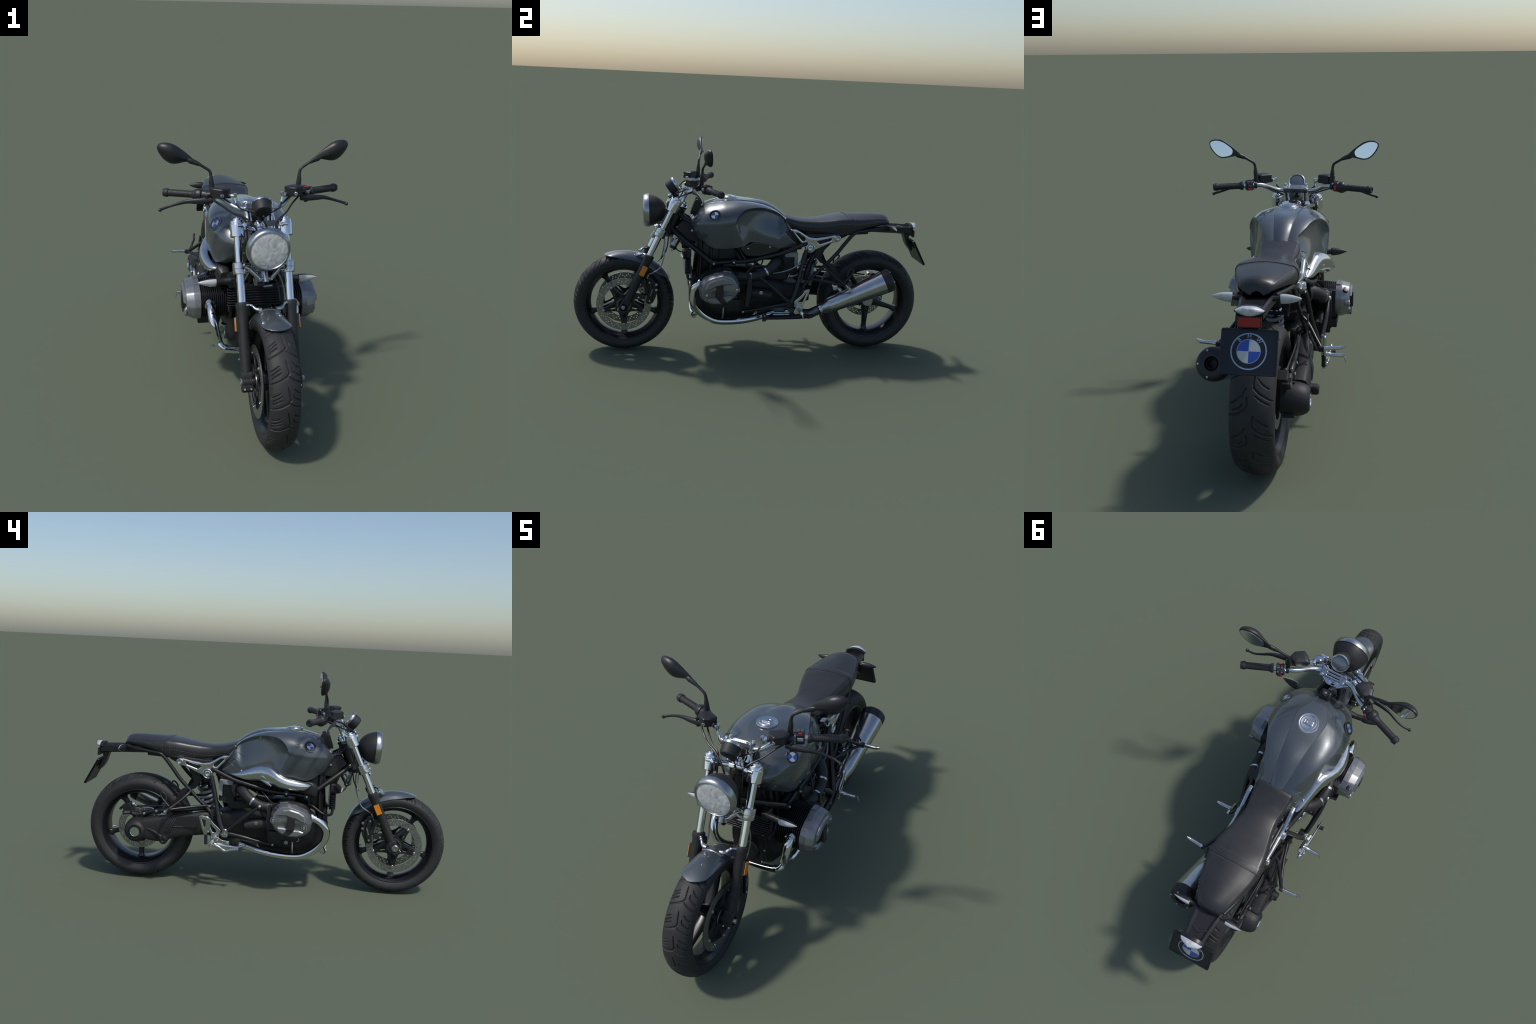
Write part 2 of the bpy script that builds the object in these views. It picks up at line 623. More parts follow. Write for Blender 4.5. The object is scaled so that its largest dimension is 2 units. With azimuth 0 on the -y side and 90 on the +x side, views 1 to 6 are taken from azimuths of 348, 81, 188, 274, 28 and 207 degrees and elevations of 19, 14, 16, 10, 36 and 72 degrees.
def wheel(C, halfw, name, spoke_half):
    prof = [(-halfw, 0.2015), (-halfw - 0.004, 0.2045), (-halfw - 0.0082, 0.2075), (-halfw - 0.0090, 0.2115), (-halfw - 0.006, 0.2145), (-halfw + 0.003, 0.2145), (-halfw + 0.008, 0.204), (-halfw + 0.016, 0.197), (0, 0.194),
            (halfw - 0.016, 0.197), (halfw - 0.008, 0.204), (halfw - 0.003, 0.2145), (halfw + 0.006, 0.2145), (halfw + 0.0090, 0.2115), (halfw + 0.0082, 0.2075), (halfw + 0.004, 0.2045), (halfw, 0.2015), (halfw - 0.005, 0.1985),
            (halfw - 0.010, 0.1935), (halfw - 0.020, 0.1915), (halfw - 0.028, 0.1860), (0.012, 0.1845), (-0.012, 0.1845), (-halfw + 0.028, 0.1860), (-halfw + 0.020, 0.1915), (-halfw + 0.010, 0.1935), (-halfw + 0.005, 0.1985)]
    parts = [lathe_geo([(r, x) for x, r in prof], C, (1, 0, 0), 112, True)]
    parts.append(lathe_geo([(0.014, -spoke_half - 0.018), (0.036, -spoke_half - 0.018), (0.04, -spoke_half - 0.012), (0.043, 0), (0.04, spoke_half + 0.012), (0.036, spoke_half + 0.018), (0.014, spoke_half + 0.018)], C, (1, 0, 0), 40, True))
    for k in range(5):
        t = math.radians(270 + 72 * k)
        d = V((0, math.cos(t), math.sin(t)))
        w = V((0, -math.sin(t), math.cos(t)))
        rings = []
        for rad, hw, hx in ((0.03, 0.027, spoke_half), (0.06, 0.021, spoke_half), (0.10, 0.0165, spoke_half * 0.86), (0.15, 0.0135, spoke_half * 0.72),
                            (0.17, 0.0145, spoke_half * 0.72), (0.181, 0.019, spoke_half * 0.85), (0.19, 0.028, spoke_half * 1.05)):
            ring = []
            for j in range(20):
                a = 2 * math.pi * j / 20
                ca, sa = math.cos(a), math.sin(a)
                e = 0.55
                ring.append(C + d * rad + w * hw * math.copysign(abs(ca) ** e, ca) + V((1, 0, 0)) * hx * math.copysign(abs(sa) ** e, sa))
            rings.append(ring)
        parts.append(rings_to_mesh(rings))
    v, f = geo_join(parts)
    return mk(name, v, f, WHEEL, None, angle=38)


def spoke_recess(C, x, sgn, parent):
    for k in range(5):
        t = math.radians(270 + 72 * k)
        d = V((0, math.cos(t), math.sin(t)))
        w = V((0, -math.sin(t), math.cos(t))) * sgn
        M = basis(C + V((x, 0, 0)), d, w)
        lp = smooth2([(0.052, 0), (0.058, 0.011), (0.072, 0.010), (0.115, 0.004), (0.118, 0), (0.115, -0.004), (0.072, -0.010), (0.058, -0.011)])
        hole = circle(0.066, 0, 0.006, 14)
        plate("spoke_rib", [lp, hole], 0.004, M, WHEEL, parent, 0.001)


FRONT_LINES = [
    [(0.004, -0.060, 0.5), (0.010, -0.030, 0.9), (0.014, -0.008, 1.1), (0.004, 0.006, 1.1), (-0.022, 0.018, 1.0), (-0.046, 0.026, 1.0), (-0.066, 0.030, 0.8)],
    [(0.008, 0.002, 0.6), (0.024, 0.014, 0.9), (0.046, 0.024, 1.0), (0.066, 0.030, 0.8)],
    [(-0.058, -0.004, 0.8), (-0.042, -0.012, 1.0), (-0.020, -0.026, 0.5)],
    [(-0.060, 0.010, 0.8), (-0.044, 0.002, 1.0), (-0.018, -0.010, 0.6)],
    [(0.026, -0.030, 0.5), (0.030, -0.016, 0.9), (0.048, -0.004, 1.0), (0.064, 0.002, 0.8)],
    [(0.030, -0.050, 0.5), (0.046, -0.036, 1.0), (0.062, -0.030, 0.8)],
    [(-0.062, -0.020, 0.8), (-0.040, -0.028, 0.9), (-0.024, -0.038, 0.5)],
]
REAR_LINES = [
    [(-0.012, -0.066, 0.5), (-0.008, -0.040, 1.0), (-0.012, -0.022, 1.2), (-0.034, -0.002, 1.2), (-0.066, 0.014, 1.1), (-0.086, 0.020, 0.8)],
    [(-0.024, -0.056, 0.5), (-0.046, -0.034, 1.2), (-0.068, -0.024, 0.8)],
    [(-0.016, 0.004, 0.5), (-0.040, 0.022, 1.2), (-0.070, 0.036, 0.9)],
    [(0.012, 0.010, 0.5), (0.010, 0.034, 1.2), (0.018, 0.052, 1.3), (0.040, 0.070, 1.2), (0.066, 0.078, 1.1), (0.086, 0.082, 0.8)],
    [(0.018, -0.020, 0.7), (0.030, 0.004, 1.4), (0.058, 0.026, 1.1), (0.078, 0.034, 0.7)],
    [(0.028, 0.034, 0.6), (0.040, 0.050, 1.2), (0.066, 0.058, 0.8)],
]


def brake_disc(C, x, r_out, r_in, rows, parent, arms=True):
    holes = []
    for k in range(20):
        a0 = 2 * math.pi * k / 20
        for i, rr in enumerate(rows):
            holes.append(circle(rr * math.cos(a0 + 0.09 * i), rr * math.sin(a0 + 0.09 * i), 0.0034, 8))
            if i == 1:
                holes.append(circle(rr * math.cos(a0 + 0.09 * i + 0.15), rr * math.sin(a0 + 0.09 * i + 0.15), 0.0034, 8))
    M = side_basis(0)
    M.translation = C + V((x, 0, 0))
    return plate("brake_disc", [circle(0, 0, r_out, 96), circle(0, 0, r_in, 72)] + holes, 0.005, M, DISC, parent, 0.0006)


def front_wheel():
    global SX
    w = wheel(FA, 0.046, "front_wheel", 0.022)
    tyre("tyre", FA, [(0.043, 0.2035), (0.053, 0.215), (0.0605, 0.233), (0.0615, 0.247), (0.0545, 0.260), (0.041, 0.2700), (0.022, 0.2770), (0.0, 0.2792)], 17, FRONT_LINES, w, 1)
    for s in both():
        brake_disc(FA, 0.067, 0.150, 0.1135, (0.122, 0.131, 0.140), w)
        # five-armed carrier with windows
        M = side_basis(0)
        M.translation = FA + V((0.064, 0, 0))
        out = []
        holes = [circle(0, 0, 0.022, 24)]
        for k in range(5):
            t = math.radians(270 + 72 * k)
            t2 = t + math.radians(36)
            p = lambda r, a: (r * math.cos(a), r * math.sin(a))
            out += [p(0.060, t - 0.46), p(0.092, t - 0.17), p(0.120, t - 0.10), p(0.123, t), p(0.120, t + 0.10), p(0.092, t + 0.17), p(0.060, t + 0.46)]
            holes.append(rounded([p(0.050, t - 0.20), p(0.078, t - 0.13), p(0.078, t + 0.13), p(0.050, t + 0.20)], 0.005))
        plate("disc_carrier", [smooth2(out, 3)] + holes, 0.008, M, BLACK_SATIN, w, 0.0015)
        for k in range(5):
            t = math.radians(270 + 72 * k)
            bolt("disc_bolt", FA + V((0.0705, 0.116 * math.cos(t), 0.116 * math.sin(t))), (1, 0, 0), 0.0075, 0.003, SATIN_ALU, w)
            t += 0.33
        lathe("sensor_ring", [(0.030, 0.066), (0.040, 0.066), (0.041, 0.069), (0.040, 0.072), (0.030, 0.072)], FA, (1, 0, 0), STEEL_DARK, w, 40, True)
        rod("hub_spacer", FA + V((0.03, 0, 0)), FA + V((0.085, 0, 0)), 0.021, BLACK_SATIN, w)
    t = math.radians(270 + 72 + 8)
    tube("tyre_valve", [FA + V((0.02, 0.187 * math.cos(t), 0.187 * math.sin(t))), FA + V((0.026, 0.172 * math.cos(t), 0.172 * math.sin(t)))], 0.004, SATIN_ALU, w, curve=False)
    rod("wheel_axle", FA + V((-0.126, 0, 0)), FA + V((0.128, 0, 0)), 0.012, SATIN_ALU, w)
    SX = 1
    lathe("axle_nut", [(0, 0.137), (0.009, 0.137), (0.011, 0.135), (0.011, 0.126), (0.016, 0.124), (0.016, 0.120), (0, 0.120)], FA, (1, 0, 0), SATIN_ALU, w, 6, angle=20)
    lathe("axle_cap", [(0, -0.1285), (0.006, -0.1285), (0.007, -0.130), (0.0155, -0.130), (0.0185, -0.1275), (0.0185, -0.115), (0, -0.115)], FA, (1, 0, 0), SATIN_ALU, w, 28)


def rear_wheel():
    w = wheel(RA, 0.066, "rear_wheel", 0.024)
    tyre("tyre", RA, [(0.063, 0.2035), (0.074, 0.216), (0.083, 0.235), (0.0852, 0.250), (0.0785, 0.266), (0.061, 0.2802), (0.033, 0.2905), (0.0, 0.2947)], 13, REAR_LINES, w, -1)
    brake_disc(RA, -0.060, 0.122, 0.085, (0.095, 0.104, 0.113), w)
    spoke_recess(RA, 0.0235, 1, w)
    lathe("hub_cap", [(0, 0.05), (0.030, 0.05), (0.034, 0.046), (0.034, 0.03), (0, 0.03)], RA, (1, 0, 0), SATIN_ALU, w, 40)
    for k in range(5):
        t = math.radians(270 + 72 * k)
        bolt("wheel_bolt", RA + V((0.027, 0.066 * math.cos(t), 0.066 * math.sin(t))), (1, 0, 0), 0.0075, 0.004, BLACK_SATIN, w)
    t = math.radians(270 + 72 + 6)
    tube("tyre_valve", [RA + V((0.035, 0.187 * math.cos(t), 0.187 * math.sin(t))), RA + V((0.042, 0.170 * math.cos(t), 0.170 * math.sin(t)))], 0.004, SATIN_ALU, w, curve=False)


front_wheel()
rear_wheel()

# ------------------------------------------------------------------ fork, yokes, fender
FX = 0.1025
AX = V((0, 0.4211, 0.9070))
BK = V((0, 0.9070, -0.4211))


def F(d, x=FX, b=0.0):
    return V((x, -0.587, 0.557)) + AX * d + BK * b


for s in both():
    leg = lathe("fork_leg", [(0, -0.318), (0.019, -0.318), (0.0225, -0.312), (0.0230, -0.20), (0.0236, -0.05), (0.0242, -0.012), (0.0268, -0.008), (0.0275, 0.008), (0.0262, 0.014), (0.0215, 0.017), (0.0175, 0.015), (0, 0.015)],
                F(0), AX, BLACK_MATT, None, 40)
    lathe("chrome_stanchion", [(0, 0.0), (0.0172, 0.0), (0.0172, 0.365), (0, 0.365)], F(0), AX, CHROME, leg, 40)
    # axle clamp casting
    M = basis(F(-0.318), BK, AX)
    plate("axle_clamp", [smooth2([(-0.021, 0.05), (-0.024, 0.01), (-0.023, -0.022), (-0.004, -0.032), (0.016, -0.022), (0.020, 0.008), (0.019, 0.05)])], 0.047, M, BLACK_MATT, leg, 0.006)
    lathe("axle_boss", [(0, 0.126), (0.019, 0.126), (0.022, 0.122), (0.022, 0.085), (0, 0.085)], FA, (1, 0, 0), BLACK_MATT, leg, 32)
    for k in (-0.011, 0.011):
        bolt("pinch_bolt", F(-0.336, FX + k * 1.2, -0.024), -BK + AX * -0.1, 0.0055, 0.004, POLISHED, leg)
    # reflector on the outer face
    R = Matrix.Rotation(math.atan2(0.4211, 0.907), 3, 'X').inverted()
    box("reflector_holder", F(-0.072, 0.1275, 0.004), (0.012, 0.032, 0.062), BLACK, leg, R, 0.002)
    box("reflector", F(-0.072, 0.1345, 0.004), (0.004, 0.028, 0.056), ORANGE, leg, R, 0.001)
    # caliper bracket and caliper behind the leg
    Mc = basis((0.074, 0, 0), (0, 1, 0), (0, 0, 1))
    cal = plate("brake_caliper", [rounded([(-0.590, 0.446), (-0.566, 0.444), (-0.560, 0.424), (-0.545, 0.416), (-0.541, 0.388), (-0.550, 0.376), (-0.541, 0.362), (-0.546, 0.330), (-0.562, 0.296), (-0.584, 0.288), (-0.602, 0.298), (-0.592, 0.335), (-0.586, 0.372), (-0.596, 0.405)], 0.006, 3)], 0.046, Mc, BLACK_SATIN, None, 0.005)
    plate("caliper_cover", [rounded([(-0.588, 0.432), (-0.570, 0.424), (-0.560, 0.372), (-0.568, 0.304), (-0.588, 0.302), (-0.582, 0.340), (-0.578, 0.380)], 0.005, 3)], 0.012, side_basis(0.102), BLACK_SATIN, cal, 0.003)
    for zz in (0.402, 0.372):
        rod("caliper_banjo", (0.070, -0.545, zz), (0.098, -0.543, zz), 0.0075, SATIN_ALU, cal)
    box("caliper_pad", (0.067, -0.594, 0.372), (0.030, 0.030, 0.070), BLACK_MATT, cal, Matrix.Rotation(0.12, 3, 'X'), 0.003)
    for yy, zz in ((-0.580, 0.418), (-0.580, 0.312)):
        bolt("caliper_bolt", (0.109, yy, zz), (1, 0, 0), 0.006, 0.003, SATIN_ALU, cal)
    plate("caliper_bracket", [rounded([(-0.650, 0.415), (-0.600, 0.432), (-0.596, 0.398), (-0.648, 0.382), (-0.655, 0.352), (-0.600, 0.345), (-0.606, 0.318), (-0.690, 0.318)], 0.006)], 0.014, side_basis(0.092), BLACK_MATT, cal, 0.002)
    for yy, zz in ((-0.632, 0.405), (-0.640, 0.330)):
        bolt("bracket_bolt", (0.100, yy, zz), (1, 0, 0), 0.006, 0.003, POLISHED, cal)
    tx = text_geo("brembo", 0.013, basis((0.1085 * 1, -0.570, 0.362), (0, 0.32 * s, 0.95), (0, -0.95 * s, 0.32)) if s > 0 else basis((0.1085, -0.570, 0.362), (0, 0.32, 0.95), (0, 0.95, -0.32)), 0.0006)
    mk("caliper_lettering", tx[0], tx[1], GREY_BOX, cal, kind="stuff")
    # brake line
    tube("brake_hose", [(0.060, -0.505, 0.675), (0.085, -0.500, 0.62), (0.098, -0.505, 0.56), (0.098, -0.525, 0.50), (0.096, -0.565, 0.47), (0.085, -0.590, 0.455), (0.078, -0.592, 0.44)], 0.0035, HOSE_ALU, cal, seg=8)
    rod("hose_fitting", (0.080, -0.592, 0.432), (0.080, -0.586, 0.462), 0.007, POLISHED, cal)
    # fork-top cap
    lathe("fork_cap", [(0.029, 0.340), (0.029, 0.352), (0.026, 0.357), (0.018, 0.358), (0.017, 0.364), (0.012, 0.367), (0.011, 0.360), (0.006, 0.360), (0.006, 0.370), (0, 0.371)], F(0), AX, CHROME, leg, 32)


def yoke_outline(cr, hx, b0, hr):
    pts = []
    for a in range(-100, 101, 20):          # around the left clamp
        t = math.radians(a)
        pts.append((hx + cr * math.cos(t), cr * math.sin(t) - 0.0))
    left = pts
    mid_back = [(0.06, b0 * 0.62 + cr * 0.75), (0.03, b0 + hr * 0.85), (0, b0 + hr)]
    mid_front = [(0, b0 - hr * 0.75), (0.03, b0 - hr * 0.7), (0.066, -cr * 0.35)]
    half = mid_front + left + mid_back
    full = half + [(-x, y) for x, y in reversed(half[1:-1])]
    return full


# upper yoke
M = basis(F(0.322, 0, 0), (1, 0, 0), BK)
upper = plate("upper_yoke", [yoke_outline(0.031, FX, 0.045, 0.034)], 0.020, M, CHROME, None, 0.005)
for s in both():
    lathe("yoke_clamp", [(0.0175, 0.288), (0.030, 0.288), (0.0315, 0.292), (0.0315, 0.338), (0.0295, 0.342), (0.0175, 0.342)], F(0), AX, CHROME, upper, 36, True)
    rod("clamp_bolt", F(0.333, FX - 0.028, -0.030), F(0.333, FX + 0.004, -0.034), 0.0075, CHROME, upper)
    lathe("bolt_knob", [(0, 0), (0.009, 0), (0.0105, 0.005), (0.008, 0.010), (0, 0.012)], F(0.333, FX - 0.026, -0.030), -BK, CHROME, upper, 20)
lathe("steering_nut", [(0, 0.362), (0.010, 0.362), (0.013, 0.356), (0.019, 0.354), (0.021, 0.346), (0.026, 0.344), (0.026, 0.332), (0, 0.332)], F(0, 0, 0.045), AX, CHROME, upper, 12)

# lower yoke
M = basis(F(0.155, 0, 0), (1, 0, 0), BK)
lower = plate("lower_yoke", [yoke_outline(0.029, FX, 0.045, 0.034)], 0.022, M, SATIN_ALU, None, 0.005)
for s in both():
    lathe("yoke_clamp", [(0.0175, 0.132), (0.027, 0.132), (0.0295, 0.136), (0.0295, 0.153), (0.0278, 0.155), (0.0295, 0.157), (0.0295, 0.178), (0.027, 0.181), (0.0175, 0.181)], F(0), AX, POLISHED, lower, 36, True)
    for d in (0.144, 0.168):
        rod("clamp_bolt", F(d, FX - 0.035, -0.022), F(d, FX - 0.012, -0.036), 0.0065, POLISHED, lower)
    # headlight support arm running down to the middle
    tube("headlight_arm", [F(0.16, 0.085, -0.012), (0.066, -0.535, 0.700), (0.045, -0.545, 0.682), (0.025, -0.552, 0.663), (0.0, -0.554, 0.658)], [0.013, 0.011, 0.010, 0.010, 0.010], SATIN_ALU, lower, seg=12, flat=0.7)
    bolt("arm_bolt", (0.024, -0.565, 0.664), (0, -1, 0), 0.006, 0.004, POLISHED, lower)
rod("headlight_pivot", (0, -0.572, 0.652), (0, -0.545, 0.690), 0.011, SATIN_ALU, lower)

# front fender: a shell that follows the tyre
C = FA
rings = []
angs = np.concatenate([111.8 - 10.8 * np.linspace(0, 1, 16) ** 2, np.linspace(101, 29, 42)[1:]])
for a in angs:
    t = math.radians(a)
    d = V((0, -math.cos(math.pi - t), 0)) if False else None
    f = (111.8 - a) / (111.8 - 29)
    wid = (0.0600 + 0.0045 * float(sstep(0.2, 0.6, f))) * (0.30 + 0.70 * math.sqrt(max(0.0, 1 - max(0.0, 1 - f / 0.13) ** 2.6))) * (1 - 0.10 * max(0, 1 - (1 - f) / 0.1) ** 2)
    tip = max(0, 1 - f / 0.16) ** 2.0
    drop = 0.006 + (0.026 + 0.006 * sstep(0.1, 0.5, f)) * float(sstep(-0.04, 0.28, f)) * float(sstep(-0.03, 0.20, 1 - f))
    ro = 0.2925
    out, inn = [], []
    for k in range(25):
        ph = -1 + 2 * k / 24
        x = wid * math.sin(ph * 1.25) / math.sin(1.25)
        rr = ro - drop * (1 - math.cos(ph * 1.35)) / (1 - math.cos(1.35))
        # rounded nose: edge points lag behind the middle
        aa = t - tip * 0.0 - math.radians(2.0) * (abs(ph) ** 2.2) * max(0, 1 - f / 0.35) + math.radians(2.0) * (abs(ph) ** 2.2) * max(0, 1 - (1 - f) / 0.3)
        dirv = V((0, math.cos(aa), math.sin(aa)))
        nrm = dirv
        out.append(C + dirv * rr + V((x, 0, 0)))
        inn.append(C + dirv * (rr - 0.0032) + V((x * 0.96, 0, 0)))
    rings.append(out + list(reversed(inn)))
fender = loft("front_fender", rings, PAINT, None, angle=50)
for s in both():
    tube("fender_bracket", [(0.030, -0.640, 0.563), (0.044, -0.638, 0.562), (0.055, -0.632, 0.564), (0.064, -0.622, 0.571), (0.074, -0.610, 0.572), (0.086, -0.598, 0.566)], [0.008, 0.009, 0.007, 0.005, 0.005, 0.008], POLISHED, fender, seg=12, flat=1.3)
    bolt("bracket_bolt", (0.070, -0.620, 0.574), (0, -0.7, 0.7), 0.0055, 0.003, POLISHED, fender)
    box("fender_stay", (0.078, -0.585, 0.535), (0.016, 0.02, 0.04), BLACK_MATT, fender, Matrix.Rotation(-0.43, 3, 'X'), 0.003)

rings = []
for y, zo in ((-0.655, 0.0), (-0.652, 0.003), (-0.640, 0.004), (-0.620, 0.004), (-0.606, 0.003), (-0.603, 0.0)):
    a = math.atan2(math.sqrt(max(0, 0.293 ** 2 - (y - FA.y) ** 2)), y - FA.y)
    ring = []
    for k in range(17):
        ph = -1 + 2 * k / 16
        ring.append(FA + V((0.046 * ph, math.cos(a) * (0.2925 + zo - 0.011 * ph * ph), math.sin(a) * (0.2925 + zo - 0.011 * ph * ph))))
    for k in range(16, -1, -1):
        ph = -1 + 2 * k / 16
        ring.append(FA + V((0.046 * ph, math.cos(a) * (0.290 - 0.011 * ph * ph), math.sin(a) * (0.290 - 0.011 * ph * ph))))
    rings.append(ring)
loft("fender_bridge", rings, PAINT, fender, angle=30)

# ------------------------------------------------------------------ headlight and speedometer
HL = V((0, -0.595, 0.8035))
hax = V((0, -1, -0.035)).normalized()
shell = lathe("headlight", [(0.086, 0.0), (0.0868, -0.006), (0.086, -0.016), (0.082, -0.033), (0.073, -0.055), (0.059, -0.075), (0.042, -0.090), (0.022, -0.099), (0, -0.102)], HL, hax, BLACK_MATT, None, 64)
lathe("headlight_trim", [(0.0865, -0.010), (0.0905, -0.010), (0.0915, -0.004), (0.0905, 0.008), (0.0875, 0.016), (0.083, 0.021), (0.079, 0.0225), (0.077, 0.020), (0.0765, 0.012), (0.08, 0.008)], HL, hax, SATIN_ALU, shell, 72, True)
lathe("headlight_lens", [(0.0785, 0.010), (0.0785, 0.0165), (0.072, 0.0190), (0.055, 0.0225), (0.03, 0.0250), (0, 0.0258)], HL, hax, LENS, shell, 72)
GA = V((0, 0.82, 0.572)).normalized()
GC = V((0, -0.440, 0.9545))
gauge = lathe("speedometer", [(0, -0.054), (0.028, -0.054), (0.0345, -0.050), (0.0375, -0.042), (0.040, -0.012), (0.041, -0.008), (0.041, -0.002), (0, -0.002)], GC, GA, BLACK_MATT, None, 48)
lathe("dial_bezel", [(0.0385, -0.009), (0.0425, -0.009), (0.0435, -0.004), (0.0425, 0.002), (0.040, 0.004), (0.0375, 0.002), (0.0375, -0.004)], GC, GA, POLISHED, gauge, 48, True)
lathe("dial_glass", [(0.038, -0.002), (0.030, 0.001), (0.015, 0.0025), (0, 0.003)], GC, GA, GLASS_DIAL, gauge, 48)
tube("dial_bracket", [(0, -0.455, 0.915), (0, -0.450, 0.895), (0, -0.43, 0.880)], [0.014, 0.013, 0.012], BLACK_SATIN, gauge, seg=12)
bolt("dial_screw", GC + GA * -0.054 + V((0, 0, -0.014)), -GA, 0.004, 0.002, SATIN_ALU, gauge)

# ------------------------------------------------------------------ handlebar and controls
BAR = [(0.381, -0.223, 0.957), (0.30, -0.256, 0.957), (0.215, -0.291, 0.957), (0.168, -0.311, 0.956), (0.140, -0.333, 0.946), (0.110, -0.365, 0.928), (0.085, -0.383, 0.919), (0.055, -0.388, 0.918), (0, -0.388, 0.918)]
bar = tube("handlebar", BAR + [(-x, y, z) for x, y, z in reversed(BAR[:-1])], 0.0112, BAR_ALU, None, seg=18)
# clamp block
Mb = basis((0, -0.388, 0.9185), (1, 0, 0), (0, 0.93, -0.36))
plate("bar_clamp", [rounded([(-0.062, -0.024), (-0.042, -0.019), (0.042, -0.019), (0.062, -0.024), (0.062, 0.024), (0.042, 0.019), (-0.042, 0.019), (-0.062, 0.024)], 0.006), rounded([(-0.030, 0.006), (0.030, 0.006), (0.030, 0.0085), (-0.030, 0.0085)], 0.001), rounded([(-0.030, -0.008), (0.030, -0.008), (0.030, -0.0055), (-0.030, -0.0055)], 0.001)], 0.028, Mb @ Matrix.Translation((0, 0, 0.008)), SATIN_ALU, bar, 0.004)
for s in both():
    for b in (-0.017, 0.017):
        p = Mb @ V((0.052, b, 0.022))
        lathe("clamp_bolt", [(0, -0.004), (0.0085, -0.004), (0.0085, 0.004), (0.007, 0.007), (0.004, 0.0075), (0, 0.0075)], p, Mb.to_3x3() @ V((0, 0, 1)), CHROME, bar, 18)
    tube("bar_riser", [Mb @ V((0.050, 0, -0.002)), (0.050, -0.402, 0.890), (0.050, -0.412, 0.868)], [0.017, 0.0145, 0.019], CHROME, bar, seg=20)
    gx = V((0.381, -0.223, 0.957)) - V((0.215, -0.291, 0.957))
    gd = gx.normalized()
    g0 = V((0.215, -0.291, 0.957))

    def G(t):
        return g0 + gd * t
    prof = [(0, 0.038), (0.0195, 0.038), (0.0215, 0.041), (0.0215, 0.047), (0.0185, 0.052), (0.0160, 0.060)]
    for k in range(14):
        h = 0.062 + k * 0.0072
        prof += [(0.0158, h), (0.0158, h + 0.0045), (0.0152, h + 0.0052), (0.0152, h + 0.0066)]
    prof += [(0.0158, 0.163), (0.0185, 0.165), (0.0192, 0.169), (0.0192, 0.176), (0.0175, 0.179), (0.0178, 0.182), (0.016, 0.187), (0.010, 0.188), (0.009, 0.1855), (0, 0.1855)]
    lathe("hand_grip", prof, g0, gd, GRIP, bar, 28, angle=25)
    # clamp bracket with mirror mount and master cylinder
    rod("lever_clamp", G(-0.032), G(-0.016), 0.0175, BLACK, bar)
    for k in (0.016, -0.016):
        bolt("clamp_screw", G(-0.024) + V((0.003, 0.018, k)), (0.2, 1, 0.0), 0.005, 0.003, POLISHED, bar)
    cylr = tube("master_cylinder", [(0.118, -0.374, 0.972), (0.150, -0.358, 0.972), (0.185, -0.338, 0.970), (0.215, -0.325, 0.966)], [0.011, 0.0145, 0.016, 0.015], BLACK, bar, seg=16)
    Mr = basis((0, 0, 0.980), (1, 0, 0), (0, 1, 0))
    ro = [(0.203, -0.340), (0.195, -0.374), (0.158, -0.398), (0.132, -0.382), (0.116, -0.356), (0.168, -0.324)]
    plate("fluid_reservoir", [rounded(ro, 0.006)], 0.030, Mr, BLACK, bar, 0.003)
    roof = []
    for sc, z in ((1.03, 0.9945), (1.03, 1.0005), (0.9, 1.0045), (0.45, 1.0085)):
        cx, cy = 0.162, -0.362
        roof.append([(cx + (x - cx) * sc, cy + (y - cy) * sc, z) for x, y in rounded(ro, 0.006)])
    loft("reservoir_lid", roof, BLACK, bar, angle=25)
    bolt("fluid_window", (0.158, -0.398, 0.978), (-0.45, -1, 0), 0.0085, 0.003, SATIN_ALU, bar)
    tube("banjo_fitting", [(0.118, -0.372, 0.972), (0.104, -0.378, 0.972)], 0.009, CHROME, bar, curve=False, seg=12)
    lathe("banjo_bolt", [(0, -0.009), (0.008, -0.009), (0.009, 0), (0.008, 0.008), (0, 0.010)], (0.101, -0.379, 0.975), (0, 0, 1), CHROME, bar, 14)
    tube("fitting_pipe", [(0.101, -0.380, 0.970), (0.100, -0.384, 0.955), (0.098, -0.388, 0.944)], 0.0045, CHROME, bar, seg=8)
    # lever: broad blade, necked, ball tip
    lever_name = "clutch_lever" if s > 0 else "brake_lever"
    tube(lever_name, [(0.190, -0.352, 0.950), (0.225, -0.350, 0.948), (0.262, -0.345, 0.946), (0.300, -0.336, 0.943), (0.340, -0.322, 0.930), (0.375, -0.315, 0.918), (0.407, -0.319, 0.908)],
         [0.013, 0.015, 0.0125, 0.009, 0.0065, 0.0058, 0.0062], BLACK, bar, seg=14, flat=0.75)
    lathe("lever_ball", [(0, -0.008), (0.006, -0.006), (0.0085, 0), (0.006, 0.006), (0, 0.008)], (0.411, -0.320, 0.906), (1, 0, 0), BLACK, bar, 18)
    rod("lever_pivot", (0.215, -0.350, 0.930), (0.215, -0.350, 0.972), 0.009, BLACK_SATIN, bar)
    # mirror
    st = tube("mirror_stem", [(0.190, -0.312, 0.975), (0.190, -0.312, 1.000), (0.192, -0.311, 1.022), (0.193, -0.310, 1.045), (0.199, -0.308, 1.066), (0.222, -0.303, 1.082), (0.252, -0.299, 1.100)],
              [0.0115, 0.0115, 0.0105, 0.0068, 0.0062, 0.0060, 0.0068], BLACK, None, seg=16)
